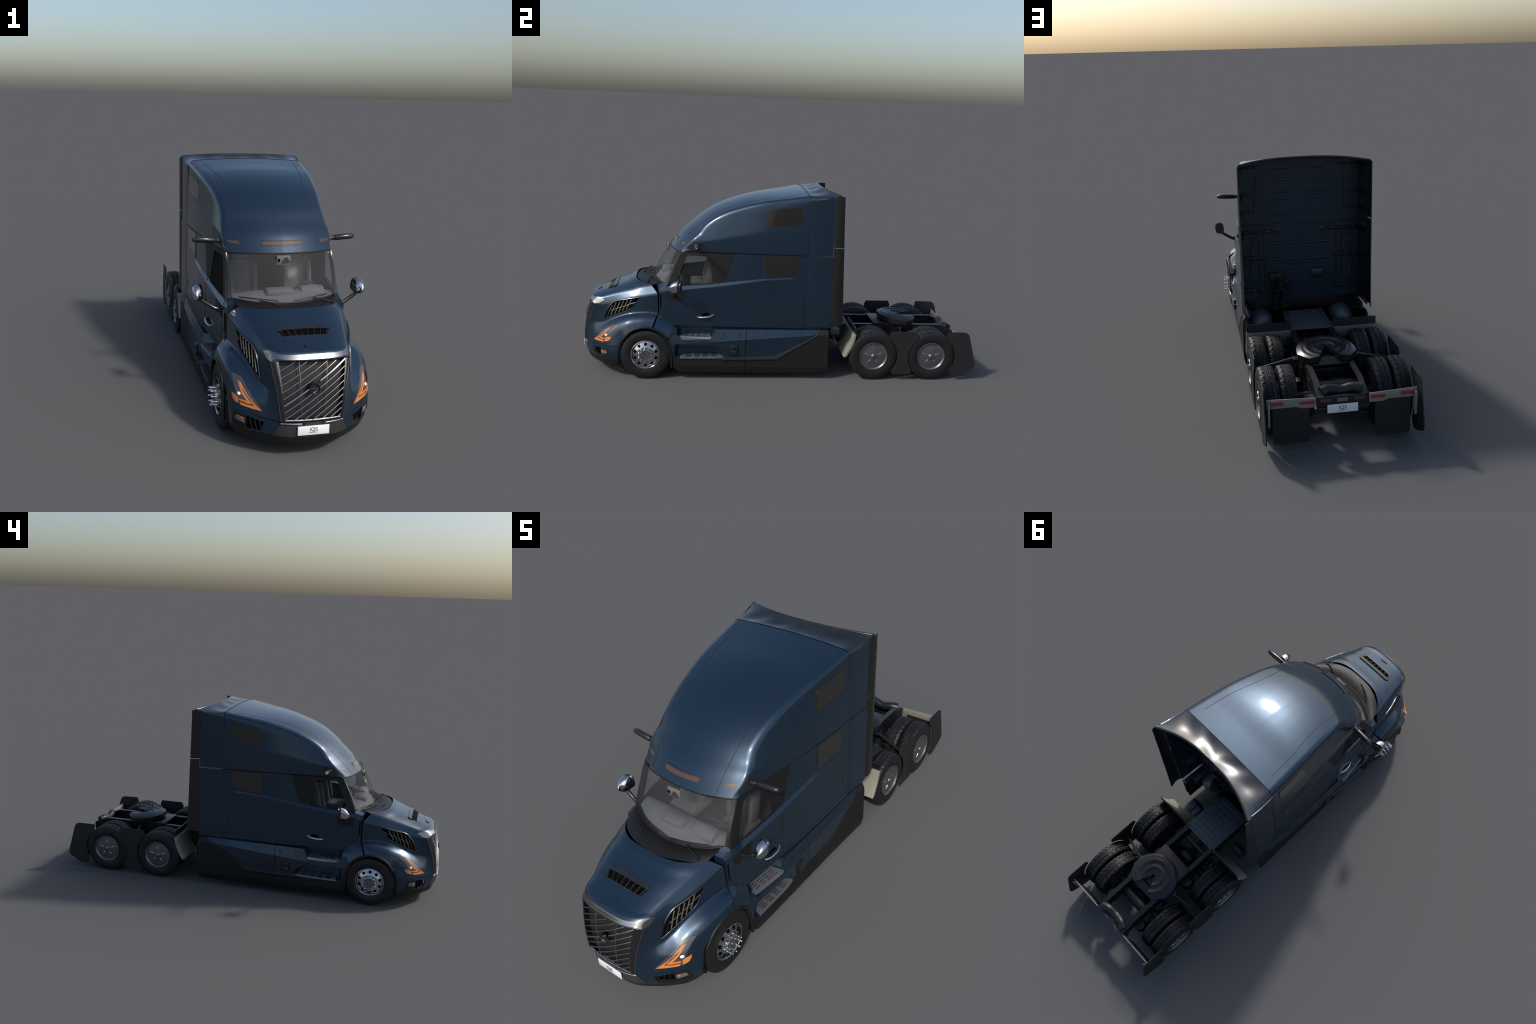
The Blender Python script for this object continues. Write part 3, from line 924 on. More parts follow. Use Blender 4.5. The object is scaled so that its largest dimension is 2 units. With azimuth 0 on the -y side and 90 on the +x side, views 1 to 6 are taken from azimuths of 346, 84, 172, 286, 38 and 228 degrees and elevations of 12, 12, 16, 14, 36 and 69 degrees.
patch("bumper_insert", [(-sA, .143), (sA, .143), (sB, .089), (-sB, .089)], bumper, CENTRE_PANEL, step=.015, thick=.006, proud=.001, both=False, parent=bp)
chin = [(-sE, .085), (-sB, .088), (sB, .088), (sE, .085), (sE + .004, .060), (sE * .8, .056), (sB, .055), (0, .054), (-sB, .055), (-sE * .8, .056), (-sE - .004, .060)]
patch("bumper_chin", chin, bumper, BLACK, step=.015, thick=.008, both=False, parent=bp)
patch("bumper_ledge", [(0, .1425)] + [(s, ztop(s) - .0005) for s in np.linspace(.02, sE, 16)] + [(s, ztop(s) + .007) for s in np.linspace(sE, 0, 16)],
      lambda s, z: (Vector(bumper(s, z)[0]) - bumper(s, z)[1] * .012, bumper(s, z)[1]), SEAM, step=.012, thick=.01, parent=bp)
patch("fog_pocket", fog, lambda s, z: (Vector(bumper(s, z)[0]) - bumper(s, z)[1] * .010, bumper(s, z)[1]), SHADE_BLACK, step=.012, thick=.004, parent=bp)
patch("fog_bezel", [(plan_s(.212), .1435), (plan_s(.2465), .151), (plan_s(.254), .0915), (plan_s(.215), .0945)], bumper, BLACK, step=.01, thick=.006, proud=-.001, parent=bp)
patch("fog_lamp", round_poly([(plan_s(.217), .131), (plan_s(.241), .1365), (plan_s(.245), .121), (plan_s(.218), .113)], .002), bumper, LENS_CLEAR, step=.008, thick=.004, proud=.001, parent=bp)
patch("fog_reflector", [(plan_s(.221), .132), (plan_s(.228), .1335), (plan_s(.2245), .122)], bumper, AMBER, step=.008, thick=.003, proud=.0016, parent=bp)
for x in (.176, .190, .204):
    a, b = bumper(plan_s(x), .138), bumper(plan_s(x - .006), .097)
    tube("fog_slat", [Vector(a[0]) - a[1] * .004, Vector(b[0]) - b[1] * .004], .0022, BLACK, bp, sides=6, both=True)
a = bumper(plan_s(.105), .139)
bm = bmesh.new()
bmesh.ops.create_uvsphere(bm, u_segments=12, v_segments=8, radius=1)
V = [(a[0][0] + v.co.x * .008, a[0][1] + v.co.y * .006, .140 + v.co.z * .005) for v in bm.verts]
F = [tuple(v.index for v in f.verts) for f in bm.faces]
bm.free()
add("bumper_knob", V, F, CHROME, bp, both=True)
tube("bumper_trim", [Vector(bumper(s, .141)[0]) + bumper(s, .141)[1] * .003 for s in np.linspace(.042, sA, 12)], .003, CHROME, bp, both=True, sides=8)
plate = empty("number_plate", truck)
box("plate_panel", (0, -.9985, .1165), (.112, .003, .033), PLATE, plate, .0008)
text_mesh("lettering", "IQS", .019, INK, plate, (0, -1.0002, .1195), (1, 0, 0), (0, 0, 1), .0004, 1.0)
text_mesh("lettering", "GROUP LLC", .0052, INK, plate, (0, -1.0002, .1085), (1, 0, 0), (0, 0, 1), .0004, 1.1)
box("plate_bracket", (0, -.994, .139), (.075, .004, .014), BLACK, plate, .001)

# inner fillers so nothing shows through hood and grille
prism("bay_filler", [(-.90, .10), (-.90, .33), (-.86, .375), (-.75, .42), (-.60, .42), (-.60, .10)], -.09, .09, SHADE_BLACK, "x", front)

# wheel-arch lips, and a dark sheet added to hide the hood's painted inside
arch = [(-.805, .088), (-.803, .14), (-.793, .188), (-.774, .216), (-.751, .242), (-.72, .259), (-.688, .266), (-.654, .265), (-.62, .250), (-.586, .226), (-.565, .190), (-.552, .14), (-.547, .06)]
ap = hermite(arch, 48)
xs = lambda y, z: interp(y, [-.805, -.78, -.7, -.6, -.55], [.264, .272, .276, .276, .272])
tube("wheel_arch_lip", [(xs(*p), p[0], p[1]) for p in ap], .0065, BLACK, truck, both=True, sides=10)
V = []
for p in ap:
    c = np.array([-.675, .125])
    d = (np.array(p) - c)
    q = c + d * 1.01
    V += [(.10, q[0], q[1]), (.272, q[0], q[1])]
N = len(V)
V2 = [(x, y + .004 * (1 if y > -.675 else -1), z + .004) for x, y, z in V]
F = grid_faces(len(ap), 2)
add("arch_filler", V + V2, F + [tuple(N + i for i in reversed(f)) for f in F], SHADE_BLACK, truck, 60, recalc=True, both=True)

# fender extension on the cab behind the hood gap
EXT = [
    [(.222, -.614, .330), (.232, -.613, .323), (.262, -.626, .297), (.278, -.637, .262)],
    [(.228, -.595, .325), (.235, -.594, .318), (.262, -.602, .288), (.278, -.611, .248)],
    [(.230, -.572, .306), (.238, -.570, .300), (.263, -.575, .270), (.277, -.586, .228)],
    [(.232, -.545, .285), (.240, -.543, .280), (.262, -.545, .255), (.274, -.560, .215)],
    [(.225, -.520, .262), (.235, -.519, .258), (.252, -.520, .245), (.262, -.530, .222)],
]
rows = [fillet(s, [.008, .014], 5, 3) for s in hermite(EXT, 24)]
nc = len(rows[0])
V = [p for r in rows for p in r]
N = len(V)
V2 = [(p[0] - .01, p[1], p[2] - .006) for p in V]
F = grid_faces(24, nc)
rim = [(j, j + 1, N + j + 1, N + j) for j in range(nc - 1)] + [(23*nc + j, N + 23*nc + j, N + 23*nc + j + 1, 23*nc + j + 1) for j in range(nc - 1)]
add("fender_extension", V + V2, F + [tuple(N + i for i in reversed(f)) for f in F] + rim, PAINT, cab, 40, recalc=True, both=True)

# ================================================================== SIDE SKIRTS AND STEPS
skirts = (empty("skirt", truck), empty("skirt", truck))
def crease_z(y):
    return interp(y, [-.58, -.486, -.185, .153, .24], [.178, .183, .208, .232, .238])
def skirt_x(y, z):
    f = interp(y, [-.58, -.52, -.4, .1, .24], [-.008, -.004, 0, .001, .003])
    zc = crease_z(y)
    if z > zc:
        x = .281 - .013 * (z - zc) / max(.258 - zc, .02)
    else:
        low = interp(y, [-.58, -.54, -.3, -.03, .1, .24], [.270, .274, .2765, .2775, .280, .284])
        x = interp(z, [.028, .036, .065, .118, zc], [low - .011, low - .006, low, low, .281 + f])
        return x
    return x + f
def skirt_black_x(y, z):
    return skirt_x(y, z) + .0015
sk = surf_map(skirt_x, .0008)
skb = surf_map(skirt_black_x, .0008)
up_step = [(-.560, .226), (-.521, .231), (-.519, .217), (-.496, .197), (-.36, .209), (-.351, .221), (-.331, .2565)]
lo_rec = [(-.530, .183), (-.345, .177), (-.300, .150), (-.288, .128), (-.290, .1165), (-.536, .116)]
blue_f = [(-.545, .116), (-.552, .16), (-.566, .195)] + up_step + [(-.1845, .2575), (-.1845, .1195), (-.30, .1165)]
blue_f = [(-.541, .113), (-.551, .16), (-.563, .195)] + up_step + [(-.1845, .2575), (-.1845, .119), (-.29, .113)]
hole_shape = round_poly(lo_rec, [.01, .02, .01, .006, .002, .002])
cl = lambda a, b: [(y, crease_z(y)) for y in np.linspace(a, b, 6)]
patch("skirt_panel", blue_f, sk, PAINT, holes=[hole_shape], step=.012, thick=.008, parent=skirts, lines=[cl(-.35, -.1845)], angle=9)
patch("skirt_panel", [(-.1815, .2575), (.190, .2575), (-.034, .125), (-.1815, .119)], sk, PAINT, step=.015, thick=.008, parent=skirts, lines=[cl(-.1815, .14)], angle=9)
patch("skirt_trim", [(-.541, .113), (-.29, .1135), (-.1845, .119), (-.1845, .029), (-.507, .034), (-.538, .06)], skb, BLACK, step=.014, thick=.008, parent=skirts,
      lines=[[(-.53, .065), (-.1845, .065)], [(-.51, .036), (-.1845, .036)]], angle=9)
patch("skirt_trim", [(-.1815, .119), (-.034, .125), (.190, .2575), (.230, .2575), (.231, .068), (.226, .06), (.228, .029), (-.1815, .029)], skb, BLACK, step=.014, thick=.008, parent=skirts,
      lines=[[(-.1815, .065), (.22, .065)], [(-.1815, .036), (.22, .036)]], angle=9)
# facet along the black edge
V = []
for y, z, y2, z2 in ((-.30, .1165, -.30, .104), (-.182, .119, -.182, .104), (-.034, .126, -.027, .108), (.172, .2475, .183, .2395)):
    V += [(skirt_x(y, z) + .0015, y, z), (skirt_x(y2, z2) + .006, y2, z2), (skirt_x(y2, z2) + .001, y2 + .004, z2 - .012)]
V += [(x - .004, y, z) for x, y, z in V]
F = grid_faces(4, 3)
add("skirt_edge_facet", V, F + [tuple(12 + i for i in reversed(f)) for f in F] + [(0, 12, 13, 1), (1, 13, 14, 2), (9, 10, 22, 21), (10, 11, 23, 22)], BLACK, skirts, 20, recalc=True, both=True)
# top ledge of the skirt
box("skirt_ledge", (.2455, -.075, .2535), (.043, .53, .003), PAINT, skirts, .001, both=True)
# facet outlines, and uncut patches of darkened navy laid on the ledge facet
for pts, mt in (([(-.313, .240), (-.285, .240), (-.296, .210), (-.322, .210)], PAINT), ([(-.148, .243), (-.086, .244), (-.090, .224), (-.148, .222)], PAINT)):
    seam("panel_seam", pts + [pts[0]], sk, skirts, width=.0008)
for pts in ([(-.291, .240), (-.285, .240), (-.297, .210), (-.302, .210)], [(-.214, .243), (-.202, .243), (-.209, .216), (-.221, .216)], [(-.084, .244), (-.074, .244), (-.081, .224), (-.091, .224)]):
    patch("skirt_dark_patch", pts, sk, PAINT_SHADED, thick=.003, proud=.0008, parent=skirts, step=.01)
box("power_inlet", (.277, -.2425, .1555), (.010, .044, .054), BLACK, skirts, .002, both=True)
box("inlet_cap", (.2835, -.2425, .1685), (.008, .034, .022), BLACK_GLOSS, skirts, .003, both=True)
box("inlet_cap", (.2835, -.2425, .1435), (.008, .034, .022), BLACK_GLOSS, skirts, .003, both=True)
# lower step recess: sloping walls from the opening to the back wall
hr = round_poly(lo_rec, [.01, .02, .01, .006, .002, .002])
inner = [((y + .41) * .86 - .41, (z - .118) * .8 + .118) for y, z in hr]
V = [(skirt_x(y, z) - .002, y, z) for y, z in hr] + [(.236, y, z) for y, z in inner]
n = len(hr)
F = [(i, (i + 1) % n, n + (i + 1) % n, n + i) for i in range(n)] + [tuple(range(n, 2 * n))]
add("step_recess", V, F, PAINT, skirts, 30, recalc=True, both=True)
# upper step recess
ur = [(-.521, .238), (-.515, .208), (-.36, .208), (-.351, .221), (-.331, .2565)]
V = [(.258, -.523, .252), (.258, -.523, .210), (.274, -.355, .210), (.268, -.331, .2565), (.212, -.505, .252), (.212, -.505, .205), (.225, -.362, .205), (.225, -.362, .2535)]
add("step_recess", V, [(4, 5, 6, 7), (0, 1, 5, 4), (3, 7, 6, 2), (1, 2, 6, 5)], PAINT, skirts, 20, both=True)
# treads
up_v = [(.214, -.512, .2165), (.258, -.519, .2165), (.281, -.353, .2205), (.225, -.362, .2205), (.262, -.497, .199), (.282, -.361, .210), (.214, -.5, .204), (.225, -.362, .206)]
add("step_tread", up_v, [(0, 1, 2, 3), (1, 4, 5, 2), (4, 6, 7, 5), (0, 6, 4, 1), (3, 2, 5, 7), (0, 3, 7, 6)], STEP_METAL, skirts, 20, recalc=True, both=True)
lo_v = [(.236, -.500, .1185), (.281, -.507, .1175), (.2825, -.34, .1185), (.278, -.293, .119), (.236, -.31, .1185)]
add("step_tread", lo_v + [(x, y, z - .008) for x, y, z in lo_v], [(0, 1, 2, 3, 4), (5, 6, 7, 8, 9)] + [(i, (i + 1) % 5, 5 + (i + 1) % 5, 5 + i) for i in range(5)], STEP_METAL, skirts, 20, recalc=True, both=True)
for (y0, y1, xa, xb, z) in ((-.49, -.37, .226, .266, .2195), (-.485, -.32, .246, .276, .1194)):
    for i in range(4):
        for j in range(3):
            yy = y0 + (y1 - y0) * (i + .5) / 4
            xx = xa + (xb - xa) * (j + .5) / 3 + (.004 * (i - 1.5) if z > .2 else 0)
            zz = z + (.0025 * (yy + .43) / .16 if z > .2 else 0)
            box("tread_dark_bar", (xx, yy, zz - .0006), (.002, (y1 - y0) / 5.6, .0022), SHADE_BLACK, skirts, .0006, both=True)  # black bar sunk in the tread, painting the dark of a slot

# ================================================================== REAR OF CAB
back = empty("sleeper_end", truck)
YB = .106
def wall(x, z):
    return (x, YB, z), Vector((0, 1, 0))
# roof outline at the rear gives the wall's top
last = roof_rows[-1]
topline = [(p[0], p[2]) for p in last if p[2] > .636]
outline = [(-.27, .29), (.27, .29), (.272, .64)] + [(x, z - .002) for x, z in reversed(topline)] + [(-x, z - .002) for x, z in topline[1:]] + [(-.272, .64)]
patch("sleeper_bulkhead", outline, wall, PAINT_SHADED, step=.04, thick=.006, proud=.002, both=False, parent=back)
box("bulkhead_apron", (0, .082, .265), (.50, .012, .07), BLACK, back, .003)
def rib(x0, x1, z, h=.006, d=.006, mat=PAINT_SHADED, nm="bulkhead_rib"):
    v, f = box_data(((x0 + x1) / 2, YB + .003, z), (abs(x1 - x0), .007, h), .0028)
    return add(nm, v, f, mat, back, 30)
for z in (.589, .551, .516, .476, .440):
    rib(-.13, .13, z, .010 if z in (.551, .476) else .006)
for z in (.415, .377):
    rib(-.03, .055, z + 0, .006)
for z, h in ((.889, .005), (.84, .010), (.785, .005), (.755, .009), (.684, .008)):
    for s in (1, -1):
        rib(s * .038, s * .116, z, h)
box("belt_ledge", (0, YB + .004, .641), (.54, .010, .006), PAINT_SHADED, back, .002)
for s in (1, -1):
    lathe("work_lamp", [(YB + .002, .0145), (YB + .008, .0145), (YB + .010, .011), (YB + .006, .010), (YB + .006, .0001)], BLACK_GLOSS, back, n=24, axis="y", center=(s * .104, 0, .613))
    # vertical pressings
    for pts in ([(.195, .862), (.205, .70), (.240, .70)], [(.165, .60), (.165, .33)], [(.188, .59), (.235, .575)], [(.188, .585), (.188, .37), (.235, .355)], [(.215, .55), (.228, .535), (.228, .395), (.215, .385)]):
        tube("bulkhead_pressing", [(s * x, YB + .003, z) for x, z in pts], .0028, PAINT_SHADED, back, sides=6)
# brackets that carry the side extenders
def bracket(zw, xin, h=.012, nm="extender_bracket"):
    for s in (1, -1):
        w = .262 - xin
        box(nm, (s * (xin + w / 2), YB + .006, zw), (w, .006, h), BLACK, back, .0015)
        add(nm, *box_data((s * .2650, YB + .045, zw - .004), (.004, .09, h), .0015), BLACK, back)
        for q in (.15, .5, .85):
            lathe("bracket_bolt", [(YB + .008, .0028), (YB + .011, .0028), (YB + .012, .0001)], DARK_CHROME, back, n=8, axis="y", center=(s * (xin + w * q), 0, zw))
for zw, xin, h in ((.90, .178, .010), (.778, .22, .012), (.706, .214, .012), (.610, .126, .018), (.487, .150, .020), (.338, .160, .018)):
    bracket(zw, xin, h)
# rear handle window
box("vent_hatch", (-.076, YB + .004, .398), (.052, .006, .046), BLACK_GLOSS, back, .003)
# air and power connections with coiled hoses
box("coupling_panel", (.118, YB + .012, .388), (.055, .02, .06), BLACK, back, .003)
box("coupling_panel", (.075, YB + .014, .372), (.03, .022, .03), BLACK, back, .003)
def coil(cx, cy, z0, z1, r, turns, lean, nm="coiled_hose"):
    n = int(turns * 14)
    path = []
    for i in range(n + 1):
        u = i / n
        t = 2 * PI * turns * u
        path.append((cx + lean * u + r * math.cos(t), cy + .02 * math.sin(PI * u) + r * math.sin(t), z0 + (z1 - z0) * u + .004 * math.cos(t)))
    tube(nm, path, .0042, BLACK, back, sides=6)
coil(.118, .135, .375, .245, .015, 9, .004)
coil(.078, .140, .375, .255, .015, 8, .012)
coil(.098, .145, .40, .34, .017, 5, .002)

# side extenders
def ext_x(y, z):
    return interp(y, [.10, .135, .232], [.268, .2745, .2795]) + .002 * (z < .636)
ex = surf_map(ext_x)
patch("fairing_extender", [(.1065, .638), (.230, .638), (.230, .932), (.18, .915), (.1065, .905)], ex, PAINT, step=.025, thick=.005, parent=back)
patch("fairing_extender", [(.1065, .276), (.233, .276), (.231, .634), (.1065, .634)], ex, PAINT, step=.025, thick=.005, parent=back)
seam("panel_seam", [(.108, .29), (.233, .292)], ex, back, width=.0018)
box("sill_extension", (.256, .168, .268), (.012, .125, .034), PAINT, back, .002, both=True)
seam("extender_trim", [(.107, .636), (.232, .636)], ex, back, width=.003, mat=DARK_CHROME, proud=.001)
rub = lambda y, z: .2800 + .008 * math.sin(PI * min(max((y - .23) / .06, 0), 1))
rb = surf_map(rub)
patch("extender_rubber", [(.231, .682), (.281, .680), (.2715, .932), (.231, .930)], rb, RUBBER_SKIN, step=.009, thick=.004, parent=back)
patch("extender_rubber", [(.234, .289), (.298, .289), (.282, .677), (.2315, .679)], rb, RUBBER_SKIN, step=.009, thick=.004, parent=back)

# roof spoiler (cove between roof and extender tops)
A = [p for p in last if p[2] > .885]
m = len(A)
nrow = 14
V = []
for r in range(nrow + 1):
    u = r / nrow
    for j in range(m):
        x, y, z = A[j]
        w = j / (m - 1)
        wx = min(x / .262, 1)
        yr = .186 + .061 * wx ** 2.6
        zr = .951 - .016 * wx ** 3
        xr = x * (1 + .058 * wx ** 3)
        sag = -.006 * math.sin(PI * u)
        wob = .0018 * math.sin(x * 55 + u * 3) * math.sin(PI * u)
        V.append((x + (xr - x) * u, y + .003 + (yr - y) * u, z + .0015 + (zr - z) * (u ** 1.2) + sag + wob))
for j in range(m):
    p = V[nrow * m + j]
    V.append((p[0], p[1] + .004, p[2] - .006))
F = grid_faces(nrow + 2, m)
Vm = [(-x, y, z) for x, y, z in V]
N = len(V)
allv = V + Vm
F = F + [tuple(N + i for i in reversed(f)) for f in F]
und = [(x, y, z - .005) for x, y, z in allv]
NN = len(allv)
tube("spoiler_rim", [(-p[0], p[1] + .002, p[2] - .004) for p in reversed(V[nrow * m + 1:nrow * m + m])] + [(p[0], p[1] + .002, p[2] - .004) for p in V[nrow * m:nrow * m + m]], .0055, BLACK_GLOSS, back, sides=8)
add("roof_spoiler", allv + und, F + [tuple(NN + i for i in reversed(f)) for f in F], SPOILER, back, 50)

# ================================================================== MIRRORS AND CAMERA ARMS
mir = (empty("wing_mirror", truck), empty("wing_mirror", truck))
patch("mirror_bracket", round_poly([(-.572, .437), (-.485, .447), (-.498, .405), (-.515, .397), (-.568, .397)], .005), side, BLACK, thick=.004, proud=.003, parent=mir, step=.015)
tube("mirror_arm", [(.238, -.537, .418), (.262, -.536, .424), (.31, -.533, .455), (.318, -.532, .468)], [.011, .008, .0075, .009], BLACK_GLOSS, mir, both=True)
def mirror_shell(front_y, depth, mat, nm, sc=1.0):
    prof = [(0, 1.0), (.25, .99), (.55, .90), (.8, .68), (.94, .38), (1.0, .05)]
    V = []
    nn = 28
    for d, s in prof:
        for k in range(nn):
            t = 2 * PI * k / nn
            cx, cz = math.cos(t), math.sin(t)
            rx = abs(cx) ** .75 * math.copysign(1, cx)
            rz = abs(cz) ** .75 * math.copysign(1, cz)
            x = .324 + .0225 * sc * s * rx + .003 * rz
            z = .486 + .0285 * sc * s * rz - .003 * rx - .008 * d
            V.append((x, front_y - depth * d - .005 * rx, z))
    F = grid_faces(len(prof), nn, True) + [tuple(range(nn))]
    add(nm, V, F, mat, mir, 45, recalc=True, both=True)
mirror_shell(-.518, .042, CHROME, "mirror_shell")
mirror_shell(-.505, .016, BLACK_GLOSS, "mirror_housing", .985)
patch("camera_base", round_poly([(-.485, .647), (-.452, .689), (-.395, .690), (-.418, .649)], .003), roof_side, BLACK_GLOSS, thick=.004, proud=.002, parent=mir, step=.01)
arm = [(.218, -.440, .666), (.242, -.437, .668), (.245, -.437, .668), (.247, -.437, .668), (.300, -.433, .671), (.320, -.432, .6715), (.331, -.431, .672), (.335, -.431, .672)]
tube("camera_arm", arm, [.0105, .0105, .0095, .012, .0125, .0115, .008, .002], BLACK_GLOSS, mir, sides=14, both=True)

# ================================================================== WHEELS
def tyre_mesh(name, w, r, tread=True, n=240):
    """tyre around x, centred; w width"""
    half = w / 2
    prof = [(-half * .55, .058 * r / .125), (-half * .80, .066), (-half * .98, .085), (-half, .098), (-half * .96, .110), (-half * .88, .1185)]
    crown = [(-half * .84 + 2 * half * .84 * i / 36, r - .0035 * abs(-1 + 2 * i / 36) ** 3) for i in range(37)]
    prof = prof + crown + [(-a, b) for a, b in reversed(prof)]
    V = []
    for a, q in prof:
        for k in range(n):
            t = 2 * PI * k / n
            rr = q
            if q > .119:
                tw = a / half
                saw = abs(((k / 4.0) % 2) - 1) * .08 - .04
                for g in (-.30, .30):
                    if abs(tw - g + saw) < .07:
                        rr = q - .004
                if abs(tw) < .03:
                    rr = q - .002
                if abs(tw) > .62 and (k % 8) in (0, 1):
                    rr = q - .0025
                if .37 < abs(tw) < .52 and (k + (4 if tw > 0 else 0)) % 8 < 2:
                    rr = q - .003
            V.append((a, rr * math.cos(t), rr * math.sin(t)))
    F = grid_faces(len(prof), n, True)
    return build_mesh(name, V, F, TYRE, 40, recalc=True)

def place(mesh, name, parent, loc=(0, 0, 0), flip=False):
    o = bpy.data.objects.new(name, mesh)
    bpy.context.scene.collection.objects.link(o)
    o.parent = parent
    o.location = loc
    if flip:
        o.rotation_euler = (0, 0, PI)
    return o

def lathe_mesh(name, prof, mat, n=64, angle=30):
    V = [(a, r * math.cos(2*PI*k/n), r * math.sin(2*PI*k/n)) for a, r in prof for k in range(n)]
    return build_mesh(name, V, grid_faces(len(prof), n, True), mat, angle, recalc=True)

R = .1255
front_tyre = tyre_mesh("tyre", .072, R)
rear_tyre = tyre_mesh("tyre", .066, R)
rim_front = lathe_mesh("rim", [(-.034, .066), (.020, .069), (.0345, .0725), (.0355, .070), (.033, .0675), (.026, .066), (.0262, .063), (.0285, .058), (.0335, .049), (.0375, .041), (.038, .034), (.0375, .030), (.046, .028), (.047, .026), (.047, .0001)], RIM)
capm = lathe_mesh("hub_cap", [(.0475, .0001), (.0475, .026), (.046, .0265)], HUBCAP, 40)
nut = lathe_mesh("lug_nut", [(0, .0052), (.012, .0050), (.014, .0041), (.024, .0041), (.0265, .0025), (.027, .0001)], CHROME, 12)
hole_shape = lathe_mesh("rim_dark_disc", [(.001, .0001), (.0008, .0075), (-.004, .0085)], SHADE_BLACK, 16)  # black disc set on the solid rim for the dark of a hole
disc_prof = [(-.034, .066), (.018, .069), (.0335, .0725), (.034, .0705), (.029, .068), (.026, .064), (.0275, .05), (.029, .03), (.030, .014), (.034, .0125), (.037, .009), (.0385, .004), (.0385, .0001)]
rim_rear = lathe_mesh("rim", disc_prof, HUBCAP)
sb = box_data((.0285, .034, 0), (.005, .024, .007), .0024)
spoke = build_mesh("hub_rib", sb[0], sb[1], RIM, 30)
inner_hub = lathe_mesh("hub", [(-.03, .03), (.03, .03), (.036, .02), (.036, .0001)], FRAME, 24)

def wheel(name, x, y, sgn, tyre, kind):
    w = empty(name, truck, (x * sgn, y, R - .0005))
    if sgn < 0:
        w.rotation_euler = (0, 0, PI)
    place(tyre, "tyre", w)
    if kind == "front":
        place(rim_front, "rim", w)
        place(capm, "hub_cap", w)
        for i in range(10):
            t = 2 * PI * (i + .0) / 10 + PI / 2
            place(nut, "lug_nut", w, (.038, .0335 * math.cos(t), .0335 * math.sin(t)))
            o = place(hole_shape, "rim_dark_disc", w, (.0318, .054 * math.cos(t), .054 * math.sin(t)))
            tilt = math.radians(32)
            d = Vector((math.cos(tilt), math.sin(tilt) * math.cos(t), math.sin(tilt) * math.sin(t)))
            o.rotation_mode = "QUATERNION"
            o.rotation_quaternion = Vector((1, 0, 0)).rotation_difference(d)
    elif kind == "rear":
        place(rim_rear, "rim", w)
        for i in range(5):
            o = place(spoke, "hub_rib", w)
            o.rotation_euler = (2 * PI * i / 5 + PI / 2, 0, 0)
    else:
        place(rim_rear, "rim", w, (0, 0, 0), True)
        place(inner_hub, "hub", w)
    return w

for s in (1, -1):
    wheel("wheel", .238, -.675, s, front_tyre, "front")
    for y in (.466, .765):
        wheel("wheel", .2515, y, s, rear_tyre, "rear")
        wheel("wheel", .179, y, s, rear_tyre, "inner")

# ================================================================== CHASSIS
ch = empty("chassis", truck)
# frame rails: C channels that drop at the tail
for s in (1, -1):
    prof = [(-.55, .165), (-.55, .233), (.862, .233), (.936, .201), (.936, .160), (.86, .160)]
    prism("frame_rail", prof, s * .087, s * .093, FRAME, "x", ch)
    prism("frame_rail_flange", [(-.55, .229), (-.55, .2345), (.862, .2345), (.936, .2025), (.936, .197), (.862, .229)], s * .072, s * .0935, FRAME, "x", ch)
    prism("frame_rail_flange", [(-.55, .163), (-.55, .168), (.936, .163), (.936, .158)], s * .072, s * .0935, FRAME, "x", ch)
    for i in range(14):
        y = .40 + i * .035
        for z in (.182, .217):
            lathe("frame_bolt", [(s * .093, .0028), (s * .0955, .0028), (s * .096, .0001)], FRAME, ch, n=8, axis="x", center=(0, y, z))
# crossmembers
for y, w in ((.40, .02), (.60, .03), (.70, .03)):
    box("crossmember", (0, y, .186), (.17, w, .044), FRAME, ch, .004)
tl = hermite([(-.075, .915, .212), (-.05, .905, .216), (0, .90, .206), (.05, .905, .216), (.075, .915, .212)], 20)
tube("tail_tube", [tuple(p) for p in tl], .020, FRAME, ch, sides=14)
box("tail_crossmember", (0, .930, .182), (.182, .014, .044), FRAME, ch, .004)
for x, mt in ((-.062, LENS_RED), (0, LENS_CLEAR), (.062, LENS_RED)):
    box("tail_lamp", (x, .938, .187), (.040, .005, .014), mt, ch, .002)
rp = empty("number_plate", truck)
box("plate_panel", (0, .9405, .156), (.112, .003, .033), PLATE, rp, .0008)
text_mesh("lettering", "IQS", .019, INK, rp, (0, .9422, .159), (-1, 0, 0), (0, 0, 1), .0004)
text_mesh("lettering", "GROUP LLC", .0052, INK, rp, (0, .9422, .148), (-1, 0, 0), (0, 0, 1), .0004, 1.1)
box("tow_bar", (0, .925, .15), (.20, .02, .018), FRAME, ch, .004)
# rear light bars, mud flaps
for s in (1, -1):
    pr = [(s * .097, .204), (s * .275, .212), (s * .275, .176), (s * .17, .176), (s * .145, .168), (s * .097, .168)]
    prism("light_bar", pr, .9365, .9405, FENDER_GREY, "y", truck, bevel=.001)
    box("reflector", (s * .1295, .9415, .190), (.054, .0025, .0125), RED, truck, .0006)
    box("reflector", (s * .238, .9415, .194), (.046, .0025, .0125), RED, truck, .0006)
    box("flap_hanger", (s * .268, .950, .155), (.008, .010, .09), FENDER_GREY, truck, .001)
    fl = round_poly([(s * .121, .175), (s * .253, .175), (s * .253, .032), (s * .121, .032)], [.001, .001, .008, .008])
    prism("mud_flap", fl, .931, .936, FLAP, "y", truck)
    text_mesh("lettering", "VOLVO", .0145, LETTER, truck, (s * .187 - .008, .9365, .052), (-1, 0, 0), (0, 0, 1), .001, 3.1)
